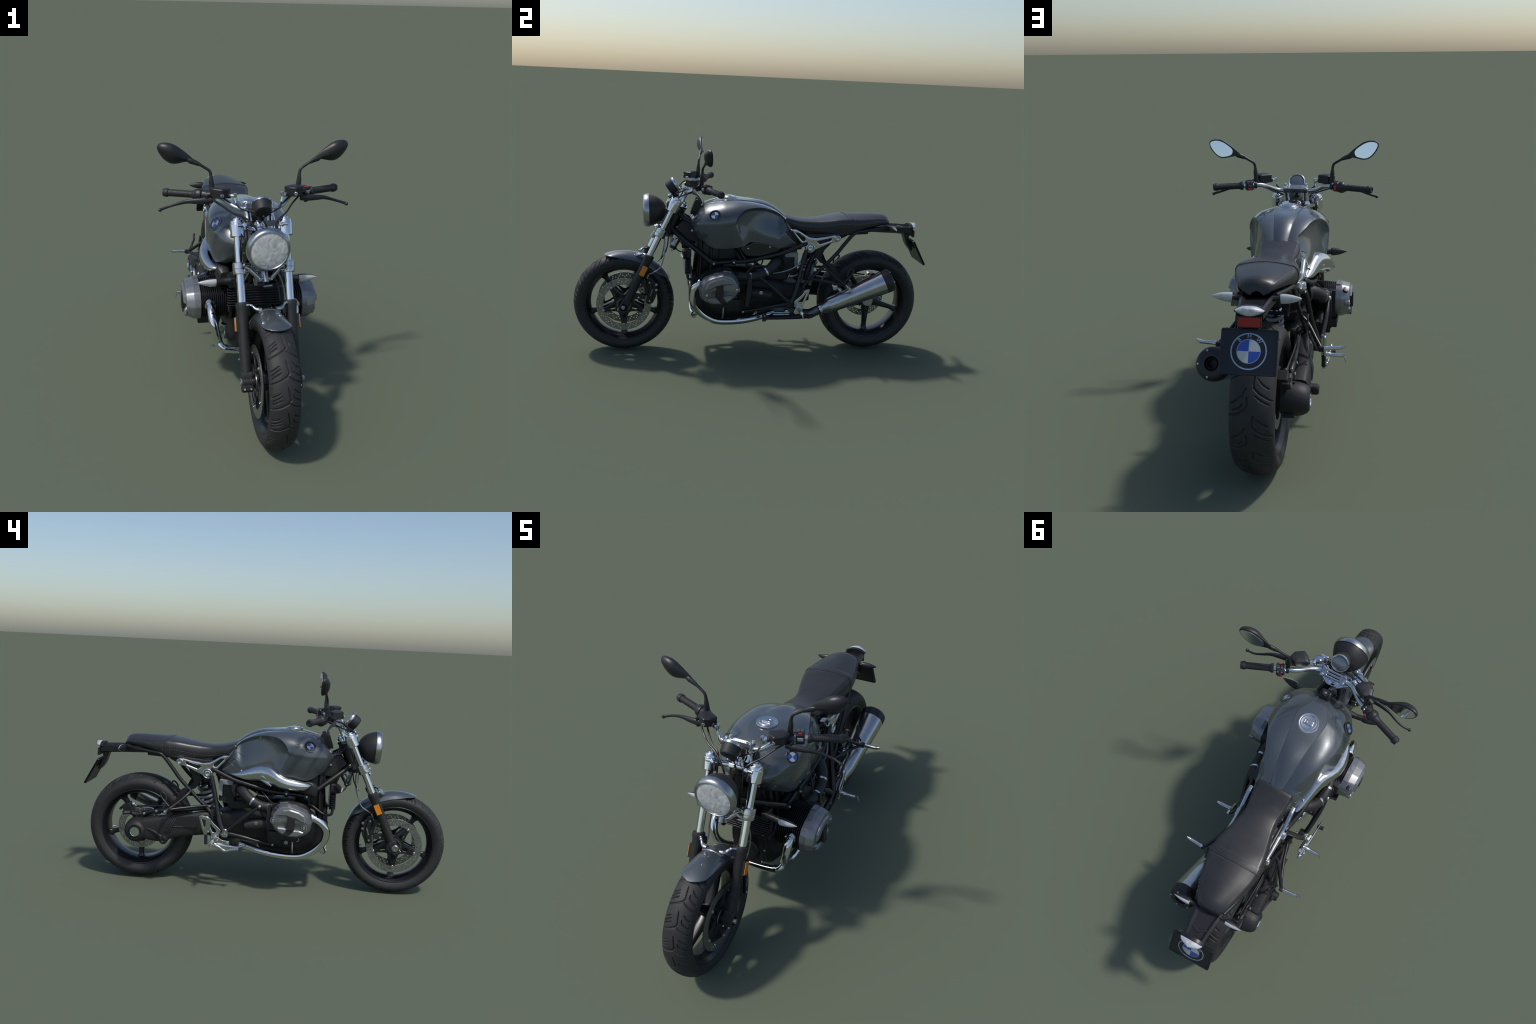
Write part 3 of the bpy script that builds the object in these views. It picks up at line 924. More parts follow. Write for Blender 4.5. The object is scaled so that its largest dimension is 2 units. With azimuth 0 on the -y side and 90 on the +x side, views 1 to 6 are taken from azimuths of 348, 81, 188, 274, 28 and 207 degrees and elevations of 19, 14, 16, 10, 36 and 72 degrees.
    # housing: teardrop outline in the x-z plane, domed towards the front
    ol = [(0.248, 1.0965), (0.275, 1.103), (0.305, 1.100), (0.335, 1.094), (0.358, 1.095), (0.382, 1.108), (0.404, 1.134), (0.415, 1.160), (0.411, 1.176), (0.395, 1.184), (0.370, 1.1845), (0.340, 1.175), (0.305, 1.150), (0.275, 1.124)]
    O = smooth2(ol, 5)
    cx, cz = 0.360, 1.141
    rings = []

    def yb(x, z):
        return -0.294 + 0.024 * (x - 0.25) / 0.165 - 0.135 * (z - 1.14)

    for sc, dy in ((0.90, 0.001), (0.965, 0.0), (0.995, -0.003), (1.0, -0.006), (0.985, -0.011), (0.93, -0.0160), (0.83, -0.0225), (0.68, -0.0280), (0.50, -0.0320), (0.30, -0.034), (0.1, -0.035)):
        ring = []
        for x, z in O:
            ax_, az_ = cx + (x - cx) * sc, cz + (z - cz) * sc
            taper = 0.30 + 0.70 * sstep(0.25, 0.36, ax_)
            ring.append((ax_, yb(ax_, az_) + dy * taper, az_))
        rings.append(ring)
    hous = loft("mirror_housing", rings, BLACK, st, angle=40)
    tube("mirror_neck", [(0.240, -0.3005, 1.0925), (0.258, -0.297, 1.1005), (0.276, -0.294, 1.107), (0.292, -0.293, 1.114)], [0.0082, 0.0108, 0.0125, 0.008], BLACK, st, seg=16, flat=0.8)
    gl = [(0.302, 1.118), (0.312, 1.107), (0.340, 1.1005), (0.360, 1.1025), (0.380, 1.115), (0.398, 1.137), (0.409, 1.160), (0.406, 1.172), (0.392, 1.178), (0.370, 1.178), (0.343, 1.168), (0.312, 1.146), (0.301, 1.132)]
    Og = smooth2(gl, 4)
    n = len(Og)
    gv = [(x, yb(x, z) + 0.0022, z) for x, z in Og] + [(x, yb(x, z) - 0.001, z) for x, z in Og]
    gf = [tuple(range(n)), tuple(range(2 * n - 1, n - 1, -1))] + [(i, (i + 1) % n, n + (i + 1) % n, n + i) for i in range(n)]
    mk("mirror_glass", gv, gf, MIRROR, st)

# left switch block (buttons, horn), right throttle housing
SX = 1


def Gs(t, s, up=0.0, back=0.0):
    p = V((0.215, -0.291, 0.957)) + gd * t
    side = V((-gd.y, gd.x, 0))
    p = p + side * back + V((0, 0, up))
    return V((p.x * s, p.y, p.z))


rotL = Matrix.Rotation(math.atan2(gd.y, gd.x), 3, 'Z')
sw = box("switch_block", Gs(0.008, 1, 0.001, 0.003), (0.036, 0.044, 0.047), BLACK, bar, rotL, 0.007, 3)
for t, up, back, sz, mt in ((0.000, 0.0265, 0.004, (0.012, 0.016, 0.006), SWITCH), (0.016, 0.0265, 0.004, (0.012, 0.016, 0.006), SWITCH),
                            (0.008, 0.026, -0.012, (0.014, 0.008, 0.006), RED), (0.008, 0.003, 0.026, (0.016, 0.006, 0.010), SWITCH),
                            (0.008, -0.015, 0.026, (0.022, 0.006, 0.013), RED), (0.000, 0.016, 0.026, (0.010, 0.006, 0.011), SWITCH), (0.016, 0.016, 0.026, (0.010, 0.006, 0.011), SWITCH),
                            (0.008, 0.004, -0.022, (0.026, 0.005, 0.014), GREY_BOX)):
    box("switch_button", Gs(t, 1, up, back), sz, mt, bar, rotL, 0.0015)
rotR = Matrix.Rotation(-math.atan2(gd.y, gd.x), 3, 'Z')
th = lathe("throttle_housing", [(0, -0.012), (0.020, -0.012), (0.024, -0.009), (0.0245, 0.010), (0.0225, 0.013), (0.0265, 0.016), (0.028, 0.022), (0.028, 0.034), (0.0255, 0.040), (0.020, 0.046), (0, 0.046)],
           Gs(0, -1), V((-gd.x, gd.y, 0)), BLACK, bar, 36)
box("kill_switch", Gs(0.004, -1, -0.002, 0.0235), (0.012, 0.008, 0.022), RED, bar, rotR, 0.0015)
tube("throttle_cable", [Gs(0.02, -1, -0.012, -0.018), (-0.21, -0.335, 0.955), (-0.185, -0.372, 0.952), (-0.155, -0.405, 0.938), (-0.120, -0.43, 0.915), (-0.075, -0.452, 0.90), (-0.03, -0.48, 0.86), (-0.01, -0.49, 0.80)], 0.0042, CABLE, bar, seg=8)
tube("switch_cable", [(-0.19, -0.325, 0.945), (-0.150, -0.375, 0.925), (-0.110, -0.415, 0.905), (-0.075, -0.435, 0.89), (-0.065, -0.455, 0.86), (-0.062, -0.475, 0.80), (-0.045, -0.475, 0.73)], 0.0038, CABLE, bar, seg=8)
tube("clutch_hose", [(0.185, -0.335, 0.95), (0.150, -0.372, 0.930), (0.115, -0.415, 0.905), (0.080, -0.445, 0.888), (0.060, -0.462, 0.865), (0.056, -0.478, 0.80), (0.045, -0.478, 0.73)], 0.0038, CABLE, bar, seg=8)
tube("brake_pipe", [(-0.098, -0.389, 0.942), (-0.08, -0.415, 0.925), (-0.04, -0.432, 0.915), (-0.01, -0.44, 0.90), (0.02, -0.46, 0.86), (0.03, -0.47, 0.78), (0.03, -0.47, 0.70)], 0.0035, CABLE, bar, seg=8)
tube("fluid_pipe", [(0.098, -0.389, 0.942), (0.085, -0.412, 0.925), (0.05, -0.43, 0.912), (0.02, -0.43, 0.895)], 0.0035, CABLE, bar, seg=8)

# ------------------------------------------------------------------ fuel tank
z1f, x1f = table([(-0.374, 0.750, 0.015), (-0.36, 0.768, 0.018), (-0.33, 0.805, 0.022), (-0.30, 0.840, 0.027), (-0.285, 0.853, 0.031), (-0.227, 0.871, 0.051), (-0.172, 0.880, 0.0705), (-0.115, 0.884, 0.065),
                  (-0.041, 0.878, 0.054), (0.016, 0.868, 0.0475), (0.068, 0.852, 0.041), (0.11, 0.831, 0.036), (0.157, 0.797, 0.029), (0.18, 0.776, 0.026), (0.237, 0.70, 0.02)])
x2f, z2f = table([(-0.374, 0.030, 0.745), (-0.366, 0.066, 0.746), (-0.352, 0.100, 0.747), (-0.322, 0.140, 0.749), (-0.27, 0.169, 0.752), (-0.21, 0.187, 0.758), (-0.15, 0.1935, 0.767), (-0.128, 0.191, 0.772),
                  (-0.118, 0.187, 0.795), (-0.106, 0.180, 0.816), (-0.090, 0.171, 0.832), (-0.071, 0.161, 0.843), (-0.04, 0.149, 0.851), (0, 0.139, 0.8535), (0.035, 0.130, 0.850), (0.065, 0.122, 0.842), (0.13, 0.105, 0.813), (0.158, 0.095, 0.787), (0.18, 0.091, 0.742), (0.21, 0.089, 0.697), (0.237, 0.086, 0.660)])
z4f, = table([(-0.374, 0.740), (-0.356, 0.722), (-0.32, 0.680), (-0.285, 0.656), (-0.252, 0.636), (-0.228, 0.629), (-0.18, 0.629), (-0.109, 0.638), (-0.067, 0.648), (-0.035, 0.663), (0, 0.661), (0.063, 0.647), (0.161, 0.625), (0.21, 0.630), (0.237, 0.646)])
xtf, xbf = table([(-0.374, 0.028, 0.024), (-0.366, 0.064, 0.050), (-0.352, 0.098, 0.074), (-0.322, 0.138, 0.108), (-0.27, 0.167, 0.142), (-0.21, 0.185, 0.168), (-0.15, 0.1915, 0.180), (-0.128, 0.189, 0.179),
                  (-0.104, 0.170, 0.163), (-0.080, 0.154, 0.151), (-0.05, 0.145, 0.144), (0, 0.137, 0.138), (0.065, 0.126, 0.130), (0.13, 0.113, 0.119), (0.16, 0.105, 0.111), (0.237, 0.090, 0.092)])


xBf, zBf = table([(-0.374, 0.030, 0.745), (-0.366, 0.066, 0.746), (-0.352, 0.100, 0.747), (-0.322, 0.140, 0.749), (-0.27, 0.169, 0.752), (-0.21, 0.187, 0.758), (-0.15, 0.1935, 0.767), (-0.128, 0.1925, 0.771),
                  (-0.08, 0.187, 0.775), (-0.03, 0.178, 0.776), (0.02, 0.167, 0.774), (0.065, 0.152, 0.766), (0.11, 0.132, 0.755), (0.14, 0.115, 0.745), (0.158, 0.104, 0.738), (0.18, 0.094, 0.730), (0.21, 0.090, 0.690), (0.237, 0.087, 0.655)])


def tank_half(y):
    z1, x1, z2, z4, xB, zB = (float(f(y)) for f in (z1f, x1f, z2f, z4f, xBf, zBf))
    crown = 0.003 + 0.007 * float(sstep(-0.06, 0.05, y))
    pts = []
    for k in range(5):                      # centre panel, gently crowned
        t = k / 4
        pts.append((x1 * t, z1 + crown * (1 - t * t)))
    gx_, gz = x1 + 0.003, z1 - 0.0035        # seam step beside the panel
    m = float(sstep(-0.22, 0.02, y))
    cxp, czp = xB, (zB + 0.72 * (gz - zB) + 0.004) * (1 - m) + (gz + 0.010) * m
    bez = lambda t: (gx_ * (1 - t) ** 2 + 2 * t * (1 - t) * cxp + xB * t * t, gz * (1 - t) ** 2 + 2 * t * (1 - t) * czp + zB * t * t)
    te = 1.0
    if y > -0.128:                           # the knee recess cuts the shoulder along an arch
        zc = max(z2, zB)
        lo, hi = 0.15, 1.0
        for _ in range(40):
            te = (lo + hi) / 2
            if bez(te)[1] > zc: lo = te
            else: hi = te
    for k in range(17):
        pts.append(bez(te * k / 16))
    x2, z2 = pts[-1]
    w = float(sstep(-0.128, -0.09, y)) * (1 - 0.5 * float(sstep(0.12, 0.17, y)))
    z3 = z2 - 0.002 - 0.017 * w
    zb = max(min(z4, z3 - 0.004), 0.0)
    sh = 0.39 * float(sstep(-0.22, -0.13, y)) * (1 - float(sstep(0.05, 0.12, y)))
    for k in range(25):
        t = k / 24
        z = z3 + (zb - z3) * t
        yy = y - sh * (0.772 - z)
        xt, xb = float(xtf(yy)), float(xbf(yy))
        x = xt + (xb - xt) * t ** 1.4 + 0.003 * math.sin(math.pi * t)
        x3 = x2 - 0.001 - 0.012 * w
        pts.append((x3 + (x - x3) * float(sstep(-0.15 * w, 0.10 + 0.70 * w, t)), z))
    x4 = pts[-1][0]
    for k in range(1, 6):
        t = k / 5
        pts.append((x4 * (1 - t) ** 1.0, zb - 0.010 * math.sin(math.pi * min(1, t * 2.2)) if t < 0.46 else zb))
    return pts


ys = np.concatenate([np.linspace(-0.374, -0.355, 8)[:-1], np.linspace(-0.355, -0.14, 60)[:-1], np.linspace(-0.14, -0.03, 56)[:-1], np.linspace(-0.03, 0.237, 72)])
rings = []
for y in ys:
    h = tank_half(float(y))
    ring = [(x, float(y), z) for x, z in h] + [(-x, float(y), z) for x, z in reversed(h[1:-1])]
    rings.append(ring)
tank = loft("fuel_tank", rings, PAINT, None, angle=24)

# filler cap: recessed ring, polished lid with a flip plate
cn = V((0, 0.03, 1)).normalized()
CC = V((0, -0.143, 0.8850))
lathe("filler_cap", [(0.0485, -0.004), (0.0485, 0.003), (0.0465, 0.0055), (0.043, 0.006), (0.0405, 0.0048), (0.038, 0.0048), (0.036, 0.008), (0.033, 0.0095), (0.028, 0.0085), (0.0, 0.0085)], CC, cn, POLISHED, tank, 64)
Mc = basis(CC + cn * 0.010, (1, 0, 0), (0, 1, -0.03))
plate("cap_latch", [rounded([(-0.022, -0.012), (0.022, -0.012), (0.022, 0.012), (-0.022, 0.012)], 0.004), rounded([(0.004, -0.008), (0.016, -0.008), (0.016, 0.008), (0.004, 0.008)], 0.002)], 0.006, Mc, POLISHED, tank, 0.0015)
plate("cap_keyhole_cover", [rounded([(0.005, -0.007), (0.015, -0.007), (0.015, 0.007), (0.005, 0.007)], 0.002)], 0.004, Mc, SATIN_ALU, tank, 0.001)


def tank_side_normal(y, z0):
    """Point and outward normal on the tank shoulder at (y, z0)."""
    def px(yy, zz):
        h = tank_half(yy)
        sh = h[5:22]
        zs = [p[1] for p in sh][::-1]
        xs = [p[0] for p in sh][::-1]
        return float(np.interp(zz, zs, xs))
    p = V((px(y, z0), y, z0))
    e = 0.006
    du = V((px(y + e, z0) - px(y - e, z0), 2 * e, 0))
    dv = V((px(y, z0 + e) - px(y, z0 - e), 0, 2 * e))
    return p, du.cross(dv).normalized()


bp, bn = tank_side_normal(-0.235, 0.811)
if bn.x < 0: bn = -bn
roundel("tank_badge", basis(bp + bn * 0.0005, V((0, 1, 0)) - bn * bn.y, V((0, 0, 1)) - bn * bn.z), 0.0325, tank)
bpm, bnm = V((-bp.x, bp.y, bp.z)), V((-bn.x, bn.y, bn.z))
roundel("tank_badge", basis(bpm + bnm * 0.0005, V((0, -1, 0)) + bnm * bnm.y, V((0, 0, 1)) - bnm * bnm.z), 0.0325, tank)
for s in both():   # knee louvres near the seat
    for (ya, za), (yb_, zb_) in (((0.106, 0.727), (0.148, 0.748)), ((0.139, 0.701), (0.172, 0.719)), ((0.170, 0.675), (0.200, 0.691))):
        path = []
        for k in range(5):
            yy, zz = ya + (yb_ - ya) * k / 4, za + (zb_ - za) * k / 4
            h = tank_half(yy)[22:47]
            path.append((float(np.interp(-zz, [-p[1] for p in h], [p[0] for p in h])) - 0.0005, yy, zz))
        tube("tank_louvre", path, [0.0012, 0.0022, 0.003, 0.0036, 0.004], PAINT, tank, seg=10, per=3)
# ignition lock set in front of the tank
ig = lathe("ignition_lock", [(0, 0.006), (0.006, 0.006), (0.009, 0.0075), (0.016, 0.0075), (0.0185, 0.004), (0.0205, -0.004), (0.021, -0.045), (0, -0.045)], (0, -0.315, 0.874), (0, 0.15, 1), BLACK_SATIN, None, 32)
lathe("key_slot", [(0, 0.008), (0.005, 0.0078), (0.0065, 0.006), (0, 0.005)], (0, -0.315, 0.874), (0, 0.15, 1), POLISHED, ig, 20)
plate("lock_shroud", [smooth2([(-0.360, 0.790), (-0.348, 0.835), (-0.335, 0.868), (-0.318, 0.876), (-0.295, 0.866), (-0.292, 0.840), (-0.325, 0.800)])], 0.052, side_basis(0), BLACK_SATIN, ig, 0.008)

# ------------------------------------------------------------------ seat
zt, wd, zb = table([(0.158, 0.793, 0.084, 0.760), (0.168, 0.7985, 0.088, 0.752), (0.20, 0.796, 0.0895, 0.729), (0.25, 0.786, 0.086, 0.712), (0.30, 0.781, 0.0815, 0.697), (0.345, 0.783, 0.087, 0.693), (0.39, 0.789, 0.0985, 0.695),
                    (0.44, 0.798, 0.111, 0.700), (0.49, 0.808, 0.121, 0.705), (0.538, 0.814, 0.1255, 0.713), (0.585, 0.8165, 0.121, 0.727), (0.64, 0.8175, 0.108, 0.740), (0.69, 0.817, 0.093, 0.748), (0.73, 0.8155, 0.0795, 0.753),
                    (0.755, 0.811, 0.069, 0.755), (0.772, 0.801, 0.056, 0.756), (0.781, 0.787, 0.042, 0.757), (0.785, 0.772, 0.026, 0.760)])


def seat_half(y, off=0.0):
    t_, w_, b_ = float(zt(y)) - 0.008 + 0.006 * float(sstep(0.22, 0.16, y)), float(wd(y)) + off, float(zb(y)) - off
    t_ += off
    H = t_ - b_
    corner = 0.03 + 0.2 * (0.03 if y > 0.6 else 0)
    pts = []
    crown = 0.006 + 0.010 * float(sstep(0.45, 0.6, y))
    for k in range(10):
        u = k / 9
        pts.append((w_ * 0.80 * u, t_ - crown * u * u))
    zc = t_ - crown
    side = min(H * 0.42, 0.036)
    for k in range(1, 9):
        a = k / 8 * math.pi / 2
        pts.append((w_ * 0.80 + w_ * 0.20 * math.sin(a), zc - side * (1 - math.cos(a))))
    zs = zc - side
    for k in range(1, 7):
        u = k / 6
        pts.append((w_ - 0.004 * u - 0.010 * u ** 3, zs + (b_ - zs) * u))
    pts.append((w_ * 0.7, b_ - 0.002))
    pts.append((0, b_ - 0.002))
    return pts


ys = np.concatenate([np.linspace(0.158, 0.73, 80)[:-1], np.linspace(0.73, 0.785, 16)])
rings = []
for y in ys:
    h = seat_half(float(y))
    rings.append([(x, float(y), z) for x, z in h] + [(-x, float(y), z) for x, z in reversed(h[1:-1])])
seat = loft("seat", rings, LEATHER, None, angle=45)
rings = []
for y, o in ((0.5225, -0.002), (0.5225, 0.0022), (0.530, 0.003), (0.546, 0.003), (0.553, 0.0022), (0.553, -0.002)):
    h = [p for p in seat_half(y, o)]
    rings.append([(x, float(y) + 0.010 * (1 - (x / 0.125) ** 2) * 0 + 0.0, z) for x, z in h] + [(-x, float(y), z) for x, z in reversed(h[1:-1])])
loft("seat_strap", rings, LEATHER, seat, angle=40)
# dotted seams
parts = []


def stitch(path):
    acc = 0.0
    for a, b in zip(path[:-1], path[1:]):
        a, b = V(a), V(b)
        L = (b - a).length
        d = (b - a).normalized()
        t = (-acc) % 0.0055
        while t + 0.0034 < L:
            parts.append(tube_geo([a + d * t, a + d * (t + 0.0034)], 0.00055, 5, 1, False))
            t += 0.0055
        acc += L


for y in (0.5185, 0.557):
    h = seat_half(y, 0.0006)[:24]
    stitch([(x, y, z) for x, z in reversed(h)] + [(-x, y, z) for x, z in h[1:]])
for s_ in (1, -1):
    stitch([(s_ * (float(wd(y)) + 0.0008), y, z) for y, z in [(yy, float(zt(yy)) - 0.056 - 0.006 * float(sstep(0.16, 0.3, yy))) for yy in np.linspace(0.165, 0.515, 40)]])
    stitch([(s_ * (float(wd(y)) * 0.985 + 0.0008), y, z) for y, z in [(yy, float(zt(yy)) - 0.036 - 0.018 * float(sstep(0.72, 0.56, yy))) for yy in np.linspace(0.56, 0.735, 24)]])
v, f = geo_join(parts)
mk("seat_stitching", v, f, THREAD, seat, kind="stuff")
box("seat_latch", (0, 0.765, 0.7495), (0.05, 0.02, 0.012), GREY_BOX, seat, None, 0.002)

# ------------------------------------------------------------------ tail
tail_pts = lambda y: (0.068 - 0.022 * sstep(0.74, 0.91, y))
rings = []
for y, hw, zt_, zb_ in ((0.62, 0.080, 0.738, 0.716), (0.70, 0.076, 0.742, 0.712), (0.75, 0.069, 0.744, 0.709), (0.80, 0.061, 0.744, 0.706), (0.85, 0.054, 0.743, 0.702), (0.90, 0.048, 0.741, 0.699), (0.918, 0.047, 0.740, 0.699)):
    ring = [(hw * 0.60, y, zt_ - 0.010), (hw * 0.82, y, zt_), (hw, y, zt_ - 0.005), (hw, y, zb_ + 0.006), (hw * 0.85, y, zb_), (-hw * 0.85, y, zb_), (-hw, y, zb_ + 0.006), (-hw, y, zt_ - 0.005), (-hw * 0.82, y, zt_), (-hw * 0.60, y, zt_ - 0.010)]
    rings.append(ring)
tail = loft("tail_carrier", rings, BLACK_SATIN, None, angle=25)
plate("tail_crease", [rounded([(-0.046, 0.845), (0, 0.868), (0.046, 0.845), (0.046, 0.858), (0, 0.882), (-0.046, 0.858)], 0.003)], 0.006, basis((0, 0, 0.7325), (1, 0, 0), (0, 1, 0)), BLACK_SATIN, tail, 0.002)
# tail lamp: pointed lens and dark cap
rings = []
for y, w_, h_ in ((0.905, 0.054, 0.020), (0.918, 0.056, 0.0215), (0.922, 0.056, 0.021)):
    rings.append([(w_ * math.copysign(abs(math.cos(a)) ** 0.8, math.cos(a)), y, 0.7355 + h_ * math.sin(a) * (1 - 0.55 * abs(math.cos(a)) ** 2)) for a in np.linspace(0, 2 * math.pi, 37)[:-1]])
lamp = loft("tail_light", rings, BLACK_SATIN, None, angle=35)
rings = []
for y, sc in ((0.920, 0.97), (0.930, 0.93), (0.940, 0.80), (0.948, 0.55), (0.953, 0.25)):
    rings.append([(0.056 * sc * math.copysign(abs(math.cos(a)) ** 0.8, math.cos(a)), y - 0.004 * abs(math.cos(a)), 0.7365 + 0.0195 * (0.4 + 0.6 * sc) * math.sin(a) * (1 - 0.55 * abs(math.cos(a)) ** 2) + (y - 0.92) * 0.16) for a in np.linspace(0, 2 * math.pi, 37)[:-1]])
loft("tail_lens", rings, LENS_CLEAR, lamp, angle=50)
# bracket, reflector, number plate
PC = V((0, 0.9545, 0.5975))
pu = V((0, -0.484, 0.875)).normalized()     # up along the plate
pn = V((0, 0.875, 0.484)).normalized()
Mp = basis(PC, (-1, 0, 0), pu)
np_ = plate("number_plate", [rounded([(-0.1015, -0.0805), (0.1015, -0.0805), (0.1015, 0.0805), (-0.1015, 0.0805)], 0.008)], 0.008, Mp, PLATE, None, 0.002)
plate("plate_rim", [rounded([(-0.1015, -0.0805), (0.1015, -0.0805), (0.1015, 0.0805), (-0.1015, 0.0805)], 0.008), rounded([(-0.0965, -0.0755), (0.0965, -0.0755), (0.0965, 0.0755), (-0.0965, 0.0755)], 0.006)], 0.012, Mp, PLATE, np_, 0.002)
# flat printed roundel, thin layers
M0 = Mp @ Matrix.Translation((0, 0.002, 0.0042))
fm, vv, ff = [], [], []
for loops, h, mi in (([circle(0, 0, 0.064, 64), circle(0, 0, 0.0595, 64)], 0.0008, 0), ([circle(0, 0, 0.0425, 48), circle(0, 0, 0.0405, 48)], 0.0008, 0)):
    g = plate_geo(loops, h, M0, 0.0001)
    o = len(vv); vv += list(g[0]); ff += [tuple(i + o for i in q) for q in g[1]]; fm += [mi] * len(g[1])
for q in range(4):
    a = math.pi / 2 * q
    arc = [(0, 0)] + [(0.0405 * math.cos(a + math.pi / 2 * k / 12), 0.0405 * math.sin(a + math.pi / 2 * k / 12)) for k in range(13)]
    g = plate_geo([arc], 0.0008, M0, 0.0001)
    o = len(vv); vv += list(g[0]); ff += [tuple(i + o for i in q_) for q_ in g[1]]; fm += [1 if q % 2 else 2] * len(g[1])
for ch, ang in (("B", 132), ("M", 90), ("W", 48)):
    t = math.radians(ang)
    g = text_geo(ch, 0.0195, M0 @ Matrix.Translation((0.0508 * math.cos(t), 0.0508 * math.sin(t), 0)) @ Matrix.Rotation(t - math.pi / 2, 4, 'Z'), 0.0004)
    o = len(vv); vv += list(g[0]); ff += [tuple(i + o for i in q_) for q_ in g[1]]; fm += [0] * len(g[1])
mk("plate_emblem", vv, ff, [BADGE_RIM, BLUE, WHITE], np_, fmats=fm)
box("red_reflector_holder", V((0, 0.931, 0.700)), (0.088, 0.010, 0.040), BLACK, np_, Matrix.Rotation(0.06, 3, 'X'), 0.002)
box("red_reflector", V((0, 0.9365, 0.7005)), (0.080, 0.004, 0.033), RED_REFLECT, np_, Matrix.Rotation(0.06, 3, 'X'), 0.001)
plate("plate_bracket", [smooth2([(0.875, 0.710), (0.915, 0.708), (0.915, 0.690), (0.910, 0.672), (0.920, 0.645), (0.938, 0.608), (0.928, 0.598), (0.902, 0.630), (0.888, 0.665)])], 0.060, side_basis(0), BLACK_SATIN, np_, 0.004)


def turn_signal(base, tip, front, r):
    """Teardrop signal: black half shell and clear half lens on a short stalk."""
    base, tip = V(base), V(tip)
    ax = (tip - base)
    L = ax.length
    ax = ax.normalized()
    fwd = V((0, -1 if front else 1, -0.12 if not front else -0.5)).normalized()
    up = fwd.cross(ax).normalized()
    if up.z < 0: up = -up
    prof = [(0.0, 0.93), (0.05, 0.99), (0.15, 1.0), (0.35, 0.93), (0.55, 0.78), (0.75, 0.54), (0.88, 0.33), (0.96, 0.16), (1.0, 0.03)]
    objs = []
    for half in (0, 1):
        rings = []
        for t, k in prof:
            c = base + ax * (L * t)
            ring = []
            for j in range(15):
                a = -math.pi / 2 + math.pi * j / 14
                off = fwd * math.cos(a) * r * 0.80 * k * (1 if half else -1) + up * math.sin(a) * r * k
                ring.append(c + off + fwd * (0.0004 if half else 0))
            rings.append(ring)
        objs.append(rings)
    sh = loft("turn_signal", objs[0], BLACK, None, angle=45)
    loft("signal_lens", objs[1], SIGNAL, sh, angle=45)
    return sh


for s in both():
    sg = turn_signal((0.089, 0.781, 0.7365), (0.167, 0.785, 0.7405), False, 0.0195)
    tube("signal_stalk", [(0.058, 0.778, 0.735), (0.074, 0.779, 0.7355), (0.094, 0.781, 0.7365)], [0.0105, 0.008, 0.0105], BLACK, sg, seg=14)
    for xx in (0.066, 0.072, 0.078):
        lathe("stalk_rib", [(0.007, -0.0016), (0.0112, -0.0016), (0.0112, 0.0016), (0.007, 0.0016)], (xx, 0.779, 0.7353), (1, 0, 0), BLACK, sg, 18, True)
    fg = turn_signal((0.184, -0.400, 0.5965), (0.265, -0.405, 0.600), True, 0.0205)
    tube("signal_stalk", [(0.118, -0.392, 0.598), (0.150, -0.394, 0.597), (0.188, -0.400, 0.5965)], [0.0165, 0.0135, 0.0145], BLACK, fg, seg=16)
    box("signal_mount", (0.110, -0.378, 0.588), (0.034, 0.046, 0.046), BLACK, fg, None, 0.008, 3)

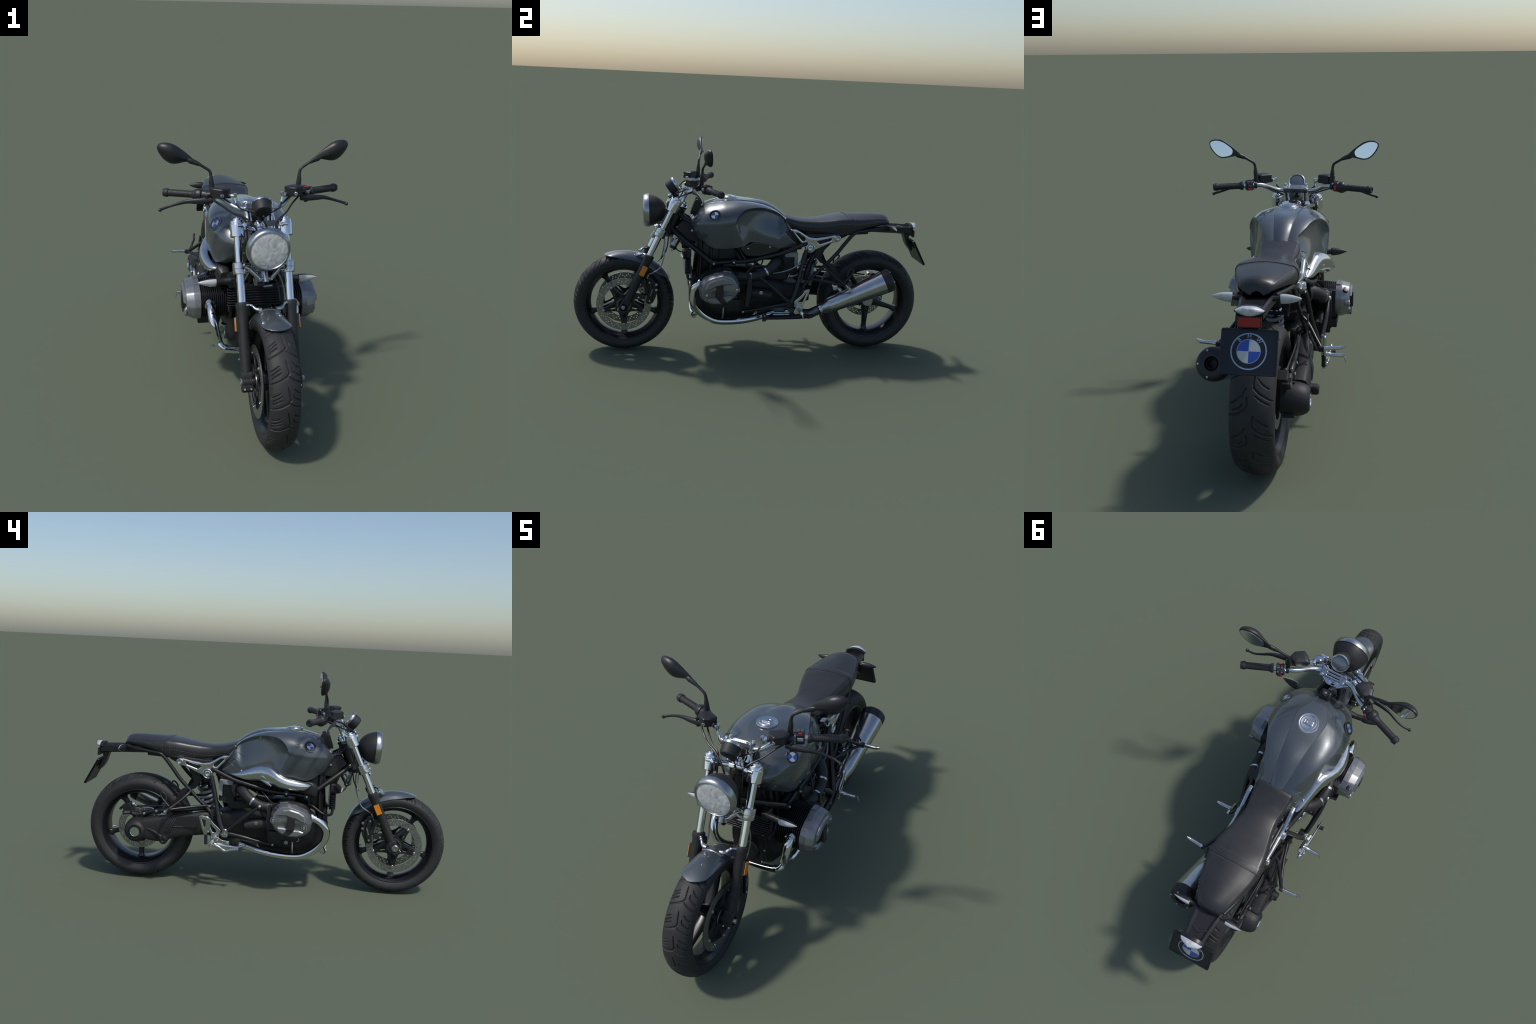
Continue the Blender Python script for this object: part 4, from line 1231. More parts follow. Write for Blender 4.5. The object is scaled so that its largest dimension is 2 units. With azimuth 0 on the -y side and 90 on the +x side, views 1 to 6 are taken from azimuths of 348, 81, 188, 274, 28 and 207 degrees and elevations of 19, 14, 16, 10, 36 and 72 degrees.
# ------------------------------------------------------------------ frame
hs = rod("frame", F(0.168, 0, 0.045), F(0.312, 0, 0.045), 0.0275, BLACK_SATIN, None)
for d in (0.172, 0.30):
    lathe("headstock_collar", [(0.026, d - 0.010), (0.031, d - 0.008), (0.031, d + 0.008), (0.026, d + 0.010)], F(0, 0, 0.045), AX, BLACK_SATIN, hs, 32, True)
for s in both():
    tube("frame_tube", [(0.020, -0.462, 0.705), (0.050, -0.415, 0.668), (0.090, -0.335, 0.610), (0.125, -0.250, 0.548), (0.130, -0.232, 0.538)], 0.0145, BLACK_SATIN, hs)
    tube("frame_tube", [(0.018, -0.425, 0.800), (0.045, -0.385, 0.765), (0.060, -0.32, 0.735)], 0.014, BLACK_SATIN, hs)
    tube("frame_tube", [(0.130, -0.236, 0.537), (0.132, -0.18, 0.543), (0.132, -0.123, 0.547), (0.134, -0.06, 0.551), (0.137, -0.010, 0.560)], 0.0125, BLACK_SATIN, hs)
    tube("frame_tube", [(0.137, -0.015, 0.559), (0.140, 0.039, 0.573), (0.140, 0.10, 0.588), (0.135, 0.168, 0.606), (0.120, 0.269, 0.647), (0.116, 0.290, 0.650)], 0.0115, BLACK_SATIN, hs)
    tube("frame_tube", [(0.085, -0.100, 0.640), (0.110, -0.075, 0.590), (0.132, -0.050, 0.552)], 0.0095, BLACK_SATIN, hs)
    tube("frame_tube", [(0.070, -0.130, 0.640), (0.105, -0.105, 0.595), (0.130, -0.075, 0.550)], 0.0085, BLACK_SATIN, hs)
    tube("frame_tube", [(0.118, 0.288, 0.615), (0.130, 0.272, 0.560), (0.146, 0.248, 0.460), (0.164, 0.226, 0.375), (0.176, 0.205, 0.322)], [0.0125, 0.0125, 0.0125, 0.0165, 0.018], BLACK_SATIN, hs)
    tube("frame_tube", [(0.182, 0.180, 0.336), (0.192, 0.128, 0.383), (0.200, 0.078, 0.430), (0.204, 0.030, 0.468), (0.204, 0.016, 0.480)], [0.0125, 0.0125, 0.0120, 0.0085, 0.008], BLACK_SATIN, hs)
    tube("frame_tube", [(0.184, 0.170, 0.318), (0.184, 0.091, 0.303), (0.178, 0.021, 0.286), (0.160, -0.064, 0.270)], [0.012, 0.012, 0.0095, 0.009], BLACK_SATIN, hs)
    for yy, zz, xx in ((-0.232, 0.537, 0.130), (-0.123, 0.547, 0.132)):
        rod("frame_lug", (xx - 0.03, yy, zz), (xx + 0.017, yy, zz), 0.018, BLACK_SATIN, hs)
        bolt("frame_bolt", (xx + 0.018, yy, zz), (1, 0, 0), 0.0065, 0.004, POLISHED, hs)
    rod("frame_node", (0.150, 0.196, 0.319), (0.186, 0.196, 0.319), 0.0275, BLACK_SATIN, hs, 0.004)
    bolt("frame_bolt", (0.172, -0.064, 0.269), (1, 0, 0), 0.007, 0.004, SATIN_ALU, hs)
    # steering head gusset
    plate("frame_gusset", [rounded([(-0.440, 0.715), (-0.400, 0.760), (-0.335, 0.735), (-0.300, 0.680), (-0.310, 0.645), (-0.36, 0.640)], 0.012)], 0.014, side_basis(0.050), BLACK_MATT, hs, 0.003)
    bolt("gusset_bolt", (0.062, -0.352, 0.705), (1, 0, 0), 0.0065, 0.004, POLISHED, hs)
SX = -1
lathe("node_cap", [(0, 0.190), (0.021, 0.190), (0.0235, 0.188), (0.0235, 0.182), (0, 0.182)], (0, 0.196, 0.319), (1, 0, 0), SATIN_ALU, hs, 36)
for a in range(4):
    t = math.radians(45 + 90 * a)
    lathe("node_screw", [(0, 0.193), (0.003, 0.193), (0.004, 0.190), (0, 0.189)], (0, 0.196 + 0.014 * math.cos(t), 0.319 + 0.014 * math.sin(t)), (1, 0, 0), POLISHED, hs, 12)
bolt("node_bolt", (0.191, 0.196, 0.319), (1, 0, 0), 0.005, 0.003, POLISHED, hs)
lathe("brace_knob", [(0, 0.217), (0.006, 0.216), (0.0105, 0.212), (0.012, 0.206), (0.011, 0.200), (0, 0.198)], (0, 0.013, 0.482), (1, 0, 0), POLISHED, hs, 28)
SX = 1
bolt("node_bolt", (0.205, 0.014, 0.485), (1, 0, 0), 0.006, 0.004, BLACK_SATIN, hs)

# aluminium seat triangle casting on each side
for s in both():
    out = rounded([(0.188, 0.731), (0.226, 0.731), (0.262, 0.711), (0.300, 0.688), (0.340, 0.683), (0.400, 0.692), (0.452, 0.704), (0.480, 0.698), (0.480, 0.676), (0.463, 0.664), (0.425, 0.655), (0.380, 0.634), (0.335, 0.613), (0.312, 0.604), (0.288, 0.614), (0.272, 0.638), (0.246, 0.662)], 0.010, 4)
    h1 = rounded([(0.222, 0.712), (0.240, 0.708), (0.276, 0.682), (0.278, 0.668), (0.264, 0.666)], 0.006)
    h2 = rounded([(0.346, 0.664), (0.372, 0.670), (0.430, 0.684), (0.424, 0.671), (0.362, 0.650)], 0.006)
    wing = plate("seat_bracket", [out, h1, h2], 0.022, side_basis(0.108), POLISHED, None, 0.007)
    lathe("bracket_boss", [(0, 0.124), (0.008, 0.124), (0.011, 0.126), (0.016, 0.125), (0.0175, 0.121), (0.023, 0.129), (0.0265, 0.127), (0.0275, 0.118), (0.0275, 0.095), (0, 0.095)], (0, 0.308, 0.627), (1, 0, 0), POLISHED, wing, 40)
    lathe("bracket_boss", [(0, 0.121), (0.006, 0.121), (0.009, 0.123), (0.0115, 0.121), (0.014, 0.126), (0.0175, 0.124), (0.019, 0.117), (0.019, 0.095), (0, 0.095)], (0, 0.462, 0.684), (1, 0, 0), POLISHED, wing, 36)
    plate("bracket_web", [rounded([(0.215, 0.715), (0.29, 0.685), (0.45, 0.69), (0.43, 0.66), (0.31, 0.615), (0.25, 0.665)], 0.01)], 0.010, side_basis(0.098), BLACK_MATT, wing, 0.001)
    # rear subframe
    sub = tube("rear_subframe", [(0.066, 0.760, 0.742), (0.086, 0.690, 0.733), (0.102, 0.610, 0.724), (0.106, 0.572, 0.718), (0.107, 0.545, 0.697), (0.110, 0.500, 0.642), (0.114, 0.458, 0.589), (0.122, 0.373, 0.503), (0.130, 0.300, 0.436), (0.136, 0.279, 0.412), (0.140, 0.271, 0.380)], 0.0105, BLACK_SATIN, None, per=6)
    tube("seat_rail", [(0.098, 0.250, 0.690), (0.096, 0.330, 0.690), (0.098, 0.440, 0.700), (0.102, 0.540, 0.712)], 0.011, BLACK_SATIN, sub)
    plate("seat_pan", [rounded([(0.30, 0.700), (0.46, 0.700), (0.54, 0.715), (0.52, 0.690), (0.46, 0.662), (0.38, 0.640)], 0.012)], 0.02, side_basis(0.080), BLACK_MATT, sub, 0.003)
    # passenger footrest outrigger
    tube("footrest_arm", [(0.122, 0.395, 0.528), (0.150, 0.415, 0.505), (0.190, 0.470, 0.458), (0.214, 0.505, 0.432)], 0.0085, BLACK_SATIN, sub)
    tube("footrest_arm", [(0.138, 0.300, 0.455), (0.160, 0.380, 0.446), (0.195, 0.470, 0.437), (0.214, 0.505, 0.431)], 0.0075, BLACK_SATIN, sub)
    plate("footrest_gusset", [smooth2([(0.405, 0.545), (0.440, 0.540), (0.470, 0.485), (0.520, 0.440), (0.500, 0.436), (0.445, 0.470), (0.428, 0.505)])], 0.006, basis((0.150, 0, 0), (0, 1, 0), (0, 0, 1)), BLACK_SATIN, sub, 0.001)
    tube("footrest_loop", [(0.190, 0.500, 0.447), (0.178, 0.535, 0.480), (0.170, 0.552, 0.505), (0.168, 0.549, 0.518), (0.168, 0.536, 0.515), (0.172, 0.520, 0.492), (0.195, 0.528, 0.440)], 0.0045, BLACK_SATIN, sub, seg=10)
    peg = tube("passenger_footpeg", [(0.218, 0.505, 0.434), (0.232, 0.504, 0.436), (0.245, 0.503, 0.437), (0.280, 0.501, 0.438), (0.298, 0.500, 0.443), (0.308, 0.500, 0.447)], [0.010, 0.0095, 0.008, 0.0075, 0.007, 0.0055], POLISHED, None, seg=14)
    for k in range(8):
        lathe("peg_rib", [(0.006, -0.0016), (0.0092, -0.0016), (0.0092, 0.0016), (0.006, 0.0016)], (0.246 + k * 0.0066, 0.5028 - k * 0.0003, 0.437 + k * 0.0003), (1, 0, 0), POLISHED, peg, 14, True)
    box("peg_hinge", (0.214, 0.505, 0.433), (0.022, 0.022, 0.022), BLACK_SATIN, peg, None, 0.004)
    # rider footrest plate
    ol = [(0.255, 0.376), (0.276, 0.404), (0.300, 0.413), (0.300, 0.395), (0.280, 0.345), (0.268, 0.318), (0.268, 0.292), (0.250, 0.270), (0.225, 0.262), (0.216, 0.275), (0.226, 0.300), (0.214, 0.338), (0.225, 0.350)]
    fp = plate("footrest_plate", [rounded(ol, 0.008), rounded([(0.240, 0.338), (0.262, 0.360), (0.283, 0.392), (0.270, 0.350), (0.258, 0.326), (0.240, 0.324)], 0.005)], 0.014, side_basis(0.200), POLISHED, None, 0.003)
    rp = tube("rider_footpeg", [(0.205, 0.245, 0.300), (0.222, 0.245, 0.299), (0.240, 0.245, 0.297), (0.275, 0.246, 0.296), (0.296, 0.246, 0.300)], [0.012, 0.011, 0.009, 0.0085, 0.007], POLISHED, None, seg=14)
    for k in range(7):
        lathe("peg_rib", [(0.006, -0.0017), (0.0105, -0.0017), (0.0105, 0.0017), (0.006, 0.0017)], (0.238 + k * 0.0068, 0.2455, 0.2968), (1, 0, 0), POLISHED, rp, 14, True)
    tube("feeler_pin", [(0.290, 0.247, 0.298), (0.297, 0.250, 0.285), (0.302, 0.254, 0.262)], [0.004, 0.003, 0.0015], POLISHED, rp, seg=8)

# right-hand brake pedal, heel plate and cylinder
SX = -1
hp = plate("heel_plate", [rounded([(0.334, 0.412), (0.318, 0.418), (0.268, 0.402), (0.268, 0.372), (0.288, 0.312), (0.302, 0.310), (0.318, 0.350)], 0.007), rounded([(0.318, 0.396), (0.296, 0.392), (0.298, 0.352), (0.304, 0.352)], 0.004)], 0.012, side_basis(0.212), POLISHED, None, 0.003)
tube("pedal_arm", [(0.212, 0.268, 0.262), (0.216, 0.225, 0.250), (0.216, 0.189, 0.230), (0.218, 0.150, 0.240), (0.222, 0.108, 0.246)], [0.011, 0.010, 0.0085, 0.008, 0.0075], POLISHED, hp, seg=12, flat=0.7)
tube("pedal_arm", [(0.212, 0.235, 0.262), (0.216, 0.190, 0.256), (0.220, 0.120, 0.255), (0.226, 0.078, 0.272)], [0.009, 0.007, 0.0065, 0.0065], POLISHED, hp, seg=12, flat=0.7)
tube("toe_peg", [(0.214, 0.105, 0.246), (0.246, 0.103, 0.250)], 0.0105, GRIP, hp, curve=False, seg=16)
plate("heel_foot", [rounded([(0.270, 0.300), (0.225, 0.300), (0.205, 0.286), (0.165, 0.283), (0.165, 0.264), (0.185, 0.262), (0.262, 0.262), (0.272, 0.234)], 0.008)], 0.012, side_basis(0.205), POLISHED, hp, 0.003)
rod("pedal_cylinder", (0.206, 0.294, 0.312), (0.206, 0.292, 0.258), 0.009, BLACK, hp)
rod("pedal_pivot", (0.195, 0.268, 0.260), (0.222, 0.268, 0.260), 0.013, POLISHED, hp)
for yy, zz in ((0.252, 0.290), (0.232, 0.284), (0.176, 0.273), (0.280, 0.330)):
    bolt("plate_bolt", (0.214, yy, zz), (1, 0, 0), 0.006, 0.005, CHROME, hp)
# left-hand shift lever and side stand
SX = 1
sl = tube("shift_lever", [(0.165, 0.300, 0.246), (0.175, 0.230, 0.240), (0.178, 0.140, 0.236), (0.180, 0.060, 0.233)], 0.0075, BLACK_SATIN, None, seg=12)
plate("shift_toe", [rounded([(0.042, 0.268), (0.066, 0.268), (0.070, 0.225), (0.045, 0.215)], 0.006)], 0.014, side_basis(0.182), BLACK, sl, 0.003)
tube("toe_peg", [(0.186, 0.055, 0.236), (0.222, 0.053, 0.240)], 0.010, GRIP, sl, curve=False, seg=16)
bolt("toe_bolt", (0.190, 0.056, 0.250), (1, 0, 0), 0.005, 0.003, POLISHED, sl)
tube("shift_rod", [(0.168, 0.20, 0.262), (0.165, 0.10, 0.262)], 0.005, POLISHED, sl, curve=False, seg=10)
lathe("rod_joint", [(0, -0.012), (0.011, -0.010), (0.013, 0), (0.011, 0.010), (0, 0.012)], (0.172, 0.180, 0.272), (1, 0, 0), POLISHED, sl, 20)
ss = tube("side_stand", [(0.140, 0.090, 0.225), (0.150, 0.18, 0.228), (0.156, 0.27, 0.232), (0.160, 0.315, 0.238)], [0.013, 0.011, 0.010, 0.010], BLACK_SATIN, None, seg=14)
box("stand_foot", (0.162, 0.320, 0.240), (0.030, 0.034, 0.018), BLACK_SATIN, ss, Matrix.Rotation(0.3, 3, 'X'), 0.004)
tube("stand_spring", [(0.150, 0.11, 0.245), (0.155, 0.20, 0.248)], 0.007, POLISHED, ss, curve=False, seg=12)

# ------------------------------------------------------------------ engine
SX = 1
rings = []
# crankcase: lofted block along y, wide in the middle
for y, hw, z0, z1_ in ((-0.350, 0.050, 0.31, 0.42), (-0.340, 0.070, 0.27, 0.44), (-0.315, 0.086, 0.235, 0.455), (-0.275, 0.100, 0.198, 0.47), (-0.20, 0.110, 0.172, 0.50), (-0.08, 0.110, 0.180, 0.50), (0.0, 0.105, 0.20, 0.49), (0.04, 0.10, 0.255, 0.46)):
    ring = []
    zc, hh = (z0 + z1_) / 2, (z1_ - z0) / 2
    for j in range(32):
        a = 2 * math.pi * j / 32
        ring.append((hw * math.copysign(abs(math.cos(a)) ** 0.5, math.cos(a)), y, zc + hh * math.copysign(abs(math.sin(a)) ** 0.6, math.sin(a))))
    rings.append(ring)
eng = loft("engine", rings, ENGINE, None, angle=40)
rings = []
for y, hw, z0, z1_ in ((-0.02, 0.118, 0.26, 0.47), (0.06, 0.126, 0.268, 0.46), (0.12, 0.118, 0.28, 0.44), (0.18, 0.100, 0.285, 0.42), (0.24, 0.082, 0.280, 0.41), (0.30, 0.070, 0.285, 0.38), (0.33, 0.055, 0.295, 0.355)):
    ring = []
    zc, hh = (z0 + z1_) / 2, (z1_ - z0) / 2
    for j in range(28):
        a = 2 * math.pi * j / 28
        ring.append((hw * math.copysign(abs(math.cos(a)) ** 0.5, math.cos(a)), y, zc + hh * math.copysign(abs(math.sin(a)) ** 0.55, math.sin(a))))
    rings.append(ring)
loft("gearbox", rings, BLACK_MATT, eng, angle=40)
box("gearbox_gap_filler", (0, 0.11, 0.452), (0.15, 0.17, 0.05), BLACK_MATT, eng, None, 0.012, 3)  # added black filler block, closes the see-through gap between gearbox and battery box
# front timing cover: tall plate in front of the block
plate("front_cover", [smooth2([(-0.082, 0.44), (-0.086, 0.36), (-0.070, 0.27), (-0.038, 0.228), (0, 0.216), (0.038, 0.228), (0.070, 0.27), (0.086, 0.36), (0.082, 0.44), (0.055, 0.475), (0, 0.48), (-0.055, 0.475)])], 0.03, basis((0, -0.335, 0), (1, 0, 0), (0, 0, 1)), ENGINE, eng, 0.008)
for s in both():
    for xx, zz in ((0.076, 0.44), (0.080, 0.35), (0.066, 0.275), (0.036, 0.236)):
        bolt("cover_bolt", (xx, -0.352, zz), (0, -1, 0), 0.005, 0.003, POLISHED, eng)
lathe("alternator_boss", [(0, 0.008), (0.045, 0.008), (0.052, 0.003), (0.054, -0.01), (0, -0.01)], (0, -0.351, 0.33), (0, -1, 0), ENGINE, eng, 48)
# upper front housing between frame tubes (belt and alternator housing)
rings = []
for z, hw, y0, y1 in ((0.44, 0.074, -0.342, -0.18), (0.50, 0.080, -0.338, -0.17), (0.56, 0.086, -0.332, -0.16), (0.62, 0.078, -0.330, -0.15), (0.66, 0.070, -0.325, -0.15)):
    ring = []
    for j in range(24):
        a = 2 * math.pi * j / 24
        ring.append((hw * math.copysign(abs(math.cos(a)) ** 0.45, math.cos(a)), (y0 + y1) / 2 + (y1 - y0) / 2 * math.copysign(abs(math.sin(a)) ** 0.45, math.sin(a)), z))
    rings.append(ring)
loft("front_housing", rings, ENGINE, eng, angle=40)
for s in both():
    tube("housing_rib", [(0.084, -0.30, 0.66), (0.092, -0.300, 0.56), (0.096, -0.305, 0.46), (0.10, -0.30, 0.38)], 0.009, ENGINE, eng, seg=10)
    tube("housing_rib", [(0.080, -0.245, 0.64), (0.090, -0.245, 0.56), (0.098, -0.245, 0.48)], 0.008, ENGINE, eng, seg=10)
    box("coil_bracket", (0.088, -0.155, 0.585), (0.012, 0.09, 0.06), BLACK_MATT, eng, None, 0.003)
# airbox in the middle under the tank
box("airbox", (0, 0.01, 0.60), (0.17, 0.26, 0.11), BLACK_MATT, eng, None, 0.02, 3)

COV_OUT = [(-0.049, 0.419), (-0.051, 0.460), (-0.072, 0.495), (-0.095, 0.514), (-0.140, 0.520), (-0.199, 0.504), (-0.240, 0.486), (-0.257, 0.458), (-0.267, 0.421), (-0.259, 0.378), (-0.231, 0.355), (-0.195, 0.342), (-0.148, 0.342), (-0.107, 0.353), (-0.072, 0.377)]
cc = np.array(COV_OUT).mean(0)
for s in both():
    # cylinder core and fins (plates stacked outwards)
    YO = -0.050 if s > 0 else 0.0
    base = [(p[0], p[1]) for p in COV_OUT]
    shrink = lambda k, pts=base: [(cc[0] + (p[0] - cc[0]) * k, cc[1] + (p[1] - cc[1]) * k) for p in pts]
    cylb = plate("cylinder", [smooth2(shrink(0.80), 3)], 0.135, side_basis(0.170), ENGINE, None, 0.002)
    for k in range(13):
        x = 0.1075 + k * 0.0095
        sc = 0.93 + 0.045 * math.sin(k / 12 * math.pi)
        plate("cooling_fin", [smooth2(shrink(sc), 3)], 0.0034, side_basis(x), ENGINE, cylb, 0.0008)
    box("head_block", (0.195, -0.078, 0.430), (0.074, 0.05, 0.135), ENGINE, cylb, None, 0.004)
    box("head_base", (0.188, -0.120, 0.338), (0.105, 0.16, 0.045), ENGINE, cylb, None, 0.006)
    box("head_base", (0.178, -0.072, 0.303), (0.060, 0.07, 0.030), ENGINE, cylb, None, 0.004)
    YO = 0.0
    plate("head_strap", [rounded([(-0.048, 0.500), (-0.030, 0.496), (-0.024, 0.400), (-0.040, 0.310), (-0.062, 0.310)], 0.008)], 0.03, side_basis(0.200), BLACK_MATT, cylb, 0.003)
    YO = -0.050 if s > 0 else 0.0
    # rocker cover
    rings = []
    ol = rounded(COV_OUT, 0.008, 2)
    for x, k in ((0.2305, 0.99), (0.2315, 1.0), (0.2590, 1.0), (0.2615, 0.993), (0.2905, 0.910), (0.2950, 0.885), (0.2970, 0.84), (0.2975, 0.5), (0.2975, 0.1)):
        rings.append([(x - 0.014 * max(0, (cc[1] - z) / 0.09) * sstep(0.264, 0.290, x), cc[0] + (y - cc[0]) * k, cc[1] + (z - cc[1]) * k) for y, z in ol])
    cov = loft("rocker_cover", rings, COVER, None, angle=28)
    plate("cover_pad", [rounded([(-0.080, 0.464), (-0.112, 0.494), (-0.150, 0.499), (-0.196, 0.487), (-0.228, 0.468), (-0.238, 0.432), (-0.212, 0.432), (-0.178, 0.450), (-0.140, 0.461), (-0.092, 0.463)], 0.007)], 0.034, side_basis(0.2910), COVER, cov, 0.0065, res=0)
    plate("cover_pad", [rounded([(-0.086, 0.400), (-0.140, 0.396), (-0.178, 0.389), (-0.206, 0.388), (-0.230, 0.380), (-0.222, 0.366), (-0.192, 0.354), (-0.148, 0.353), (-0.112, 0.363), (-0.088, 0.382)], 0.007)], 0.034, side_basis(0.2850), COVER, cov, 0.0065, res=0)
    for yy, zz, nm in ((-0.066, 0.434, 1), (-0.227, 0.402, 0)):
        lathe("cover_boss", [(0, 0.276), (0.0165, 0.276), (0.0170, 0.2945), (0.0155, 0.299), (0.0115, 0.299), (0.0105, 0.292), (0, 0.292)], (0, yy, zz), (1, 0, 0), COVER, cov, 28)
        bolt("cover_bolt", (0.2955, yy, zz), (1, 0, 0), 0.0085, 0.005, POLISHED, cov)
    # black plug cover strip across the middle
    plate("plug_cover", [rounded([(-0.141, 0.466), (-0.178, 0.456), (-0.177, 0.390), (-0.172, 0.386), (-0.140, 0.392)], 0.003)], 0.024, side_basis(0.3005), BLACK, cov, 0.0025)
    plate("plug_cover", [rounded([(-0.141, 0.395), (-0.177, 0.391), (-0.148, 0.356), (-0.116, 0.359)], 0.003)], 0.036, side_basis(0.2880), BLACK, cov, 0.0025)
    # ribbed patches by the gasket
    for ((ya, za), (yb2, zb2)) in (((-0.096, 0.5165), (-0.138, 0.5220)), ((-0.2590, 0.460), (-0.2680, 0.424))):
        for k in range(6):
            tube("cover_rib", [(0.2335 + k * 0.0038, ya, za), (0.2335 + k * 0.0038, (ya + yb2) / 2 - 0.0008, (za + zb2) / 2 + 0.001), (0.2335 + k * 0.0038, yb2, zb2)], 0.0021, COVER, cov, seg=6, per=3)
    box("cover_tab", (0.245, -0.176, 0.5085), (0.016, 0.026, 0.010), COVER, cov, Matrix.Rotation(0.22, 3, 'X'), 0.002)
    # spark plug lead, oil bolts, lower stud
    if s < 0:
        lathe("oil_filler", [(0, 0.003), (0.006, 0.003), (0.011, 0.006), (0.0145, 0.005), (0.0155, -0.002), (0.0155, -0.014), (0, -0.014)], (0.277, -0.083, 0.493), (0.55, 0.35, 0.75), BLACK, cov, 28)
    YO = 0.0
    rod("drain_stud", (0.104, -0.170, 0.215), (0.104, -0.168, 0.275), 0.0065, SATIN_ALU, cylb)
    for yy, zz in ((-0.135, 0.272), (-0.195, 0.292)) if s < 0 else ((-0.139, 0.276), (-0.104, 0.274)):
        lathe("oil_plug", [(0, 0.002), (0.005, 0.002), (0.006, 0.006), (0.0105, 0.006), (0.0115, 0.003), (0.0115, -0.012), (0, -0.012)], (0.114, yy, zz), (1, 0, 0), SATIN_ALU, cylb, 20)
    # intake: throttle body, clamps, elbow to the airbox
    it = tube("intake_pipe", [(0.178, -0.125 if s > 0 else -0.085, 0.475), (0.184, -0.040, 0.477), (0.184, 0.005, 0.482), (0.180, 0.040, 0.495), (0.168, 0.078, 0.518), (0.142, 0.108, 0.540), (0.105, 0.128, 0.552)], [0.026, 0.0255, 0.0262, 0.0262, 0.0285, 0.031, 0.032], BLACK_MATT, None, seg=28)
    for p, d, rr in (((0.184, -0.033, 0.477), (0, 1, 0.07), 0.0278), ((0.176, 0.054, 0.503), (-0.22, 1, 0.5), 0.0288)):
        lathe("hose_clamp", [(rr - 0.003, -0.005), (rr, -0.005), (rr + 0.0006, 0), (rr, 0.005), (rr - 0.003, 0.005)], p, d, POLISHED, it, 36, True)
    lathe("intake_collar", [(0.030, 0.0), (0.044, 0.0), (0.047, -0.006), (0.046, -0.014), (0.035, -0.02)], (0.118, 0.133, 0.548), (0.75, -0.66, -0.05), BLACK_MATT, it, 36, True)
    lathe("starter_barrel", cyl_prof(0.032, 0, 0.13, 0.006), (0.155, -0.035, 0.380), (0.0, 1, -0.12), BLACK_MATT, it, 28)
    rod("side_bolt", (0.175, 0.03, 0.385), (0.190, 0.03, 0.385), 0.011, SATIN_ALU, it)
    rod("throttle_linkage", (0.15, -0.03, 0.520), (0.15, 0.03, 0.53), 0.009, BLACK_SATIN, it)
    tube("ignition_lead", [(0.125, 0.02, 0.565), (0.150, -0.005, 0.54), (0.165, -0.03, 0.515), (0.185, -0.055, 0.500)], 0.005, CABLE, it, seg=8)
    tube("ignition_lead", [(0.11, 0.045, 0.570), (0.142, 0.035, 0.545), (0.150, 0.015, 0.52), (0.14, -0.02, 0.50)], 0.004, CABLE, it, seg=8)
    tube("fuel_line", [(0.10, -0.03, 0.575), (0.125, -0.05, 0.550), (0.13, -0.04, 0.52), (0.12, 0.03, 0.51), (0.10, 0.10, 0.52)], 0.005, CABLE, it, seg=8)
    # oil cooler hose
    tube("cooler_hose", [(0.115, -0.375, 0.470), (0.118, -0.370, 0.448), (0.117, -0.352, 0.440), (0.112, -0.320, 0.446), (0.105, -0.275, 0.475), (0.10, -0.25, 0.49)], 0.0075, CABLE, None, seg=12)

# oil cooler: stacked flat fins with rounded ends
oc = box("oil_cooler", (0, -0.372, 0.512), (0.225, 0.022, 0.080), BLACK_SATIN, None, None, 0.004)
for k in range(7):
    z = 0.476 + k * 0.0122
    lp = []
    for a in range(-90, 91, 15):
        t = math.radians(a)
        lp.append((0.114 + 0.017 * math.cos(t), 0.0175 * math.sin(t)))
    lp += [(-x, y) for x, y in reversed(lp)]
    plate("cooler_fin", [lp], 0.0062, basis((0, -0.372, z), (1, 0, 0), (0, 1, 0)), BLACK_SATIN, oc, 0.0022)
box("cooler_top", (0, -0.372, 0.562), (0.20, 0.03, 0.02), BLACK_SATIN, oc, None, 0.004)
# horn and pump hardware behind the lower yoke
hn = rod("horn", (0.0, -0.452, 0.60), (0.0, -0.425, 0.645), 0.018, SATIN_ALU, None)
rod("horn_cap", (0.0, -0.458, 0.588), (0.0, -0.448, 0.605), 0.020, BLACK, hn)
rod("hose_union", (0.012, -0.458, 0.590), (0.052, -0.460, 0.592), 0.0075, SATIN_ALU, hn)
for k in range(4):
    lathe("union_nut", [(0, -0.006), (0.009, -0.005), (0.0105, 0), (0.009, 0.005), (0, 0.006)], (-0.022 + 0.004 * (k % 2), -0.462 + 0.006 * k, 0.655 - 0.018 * k), (1, 0.3 * k, 0), POLISHED, hn, 10)
rod("distributor_block", (-0.020, -0.462, 0.598), (-0.020, -0.462, 0.668), 0.009, SATIN_ALU, hn)
tube("yoke_cable", [(0.04, -0.475, 0.73), (0.05, -0.480, 0.66), (0.07, -0.49, 0.60), (0.075, -0.52, 0.545)], 0.0035, CABLE, hn, seg=8)
tube("yoke_cable", [(-0.04, -0.475, 0.73), (-0.045, -0.470, 0.66), (-0.05, -0.45, 0.60), (-0.06, -0.42, 0.56), (-0.06, -0.38, 0.55)], 0.0035, CABLE, hn, seg=8)

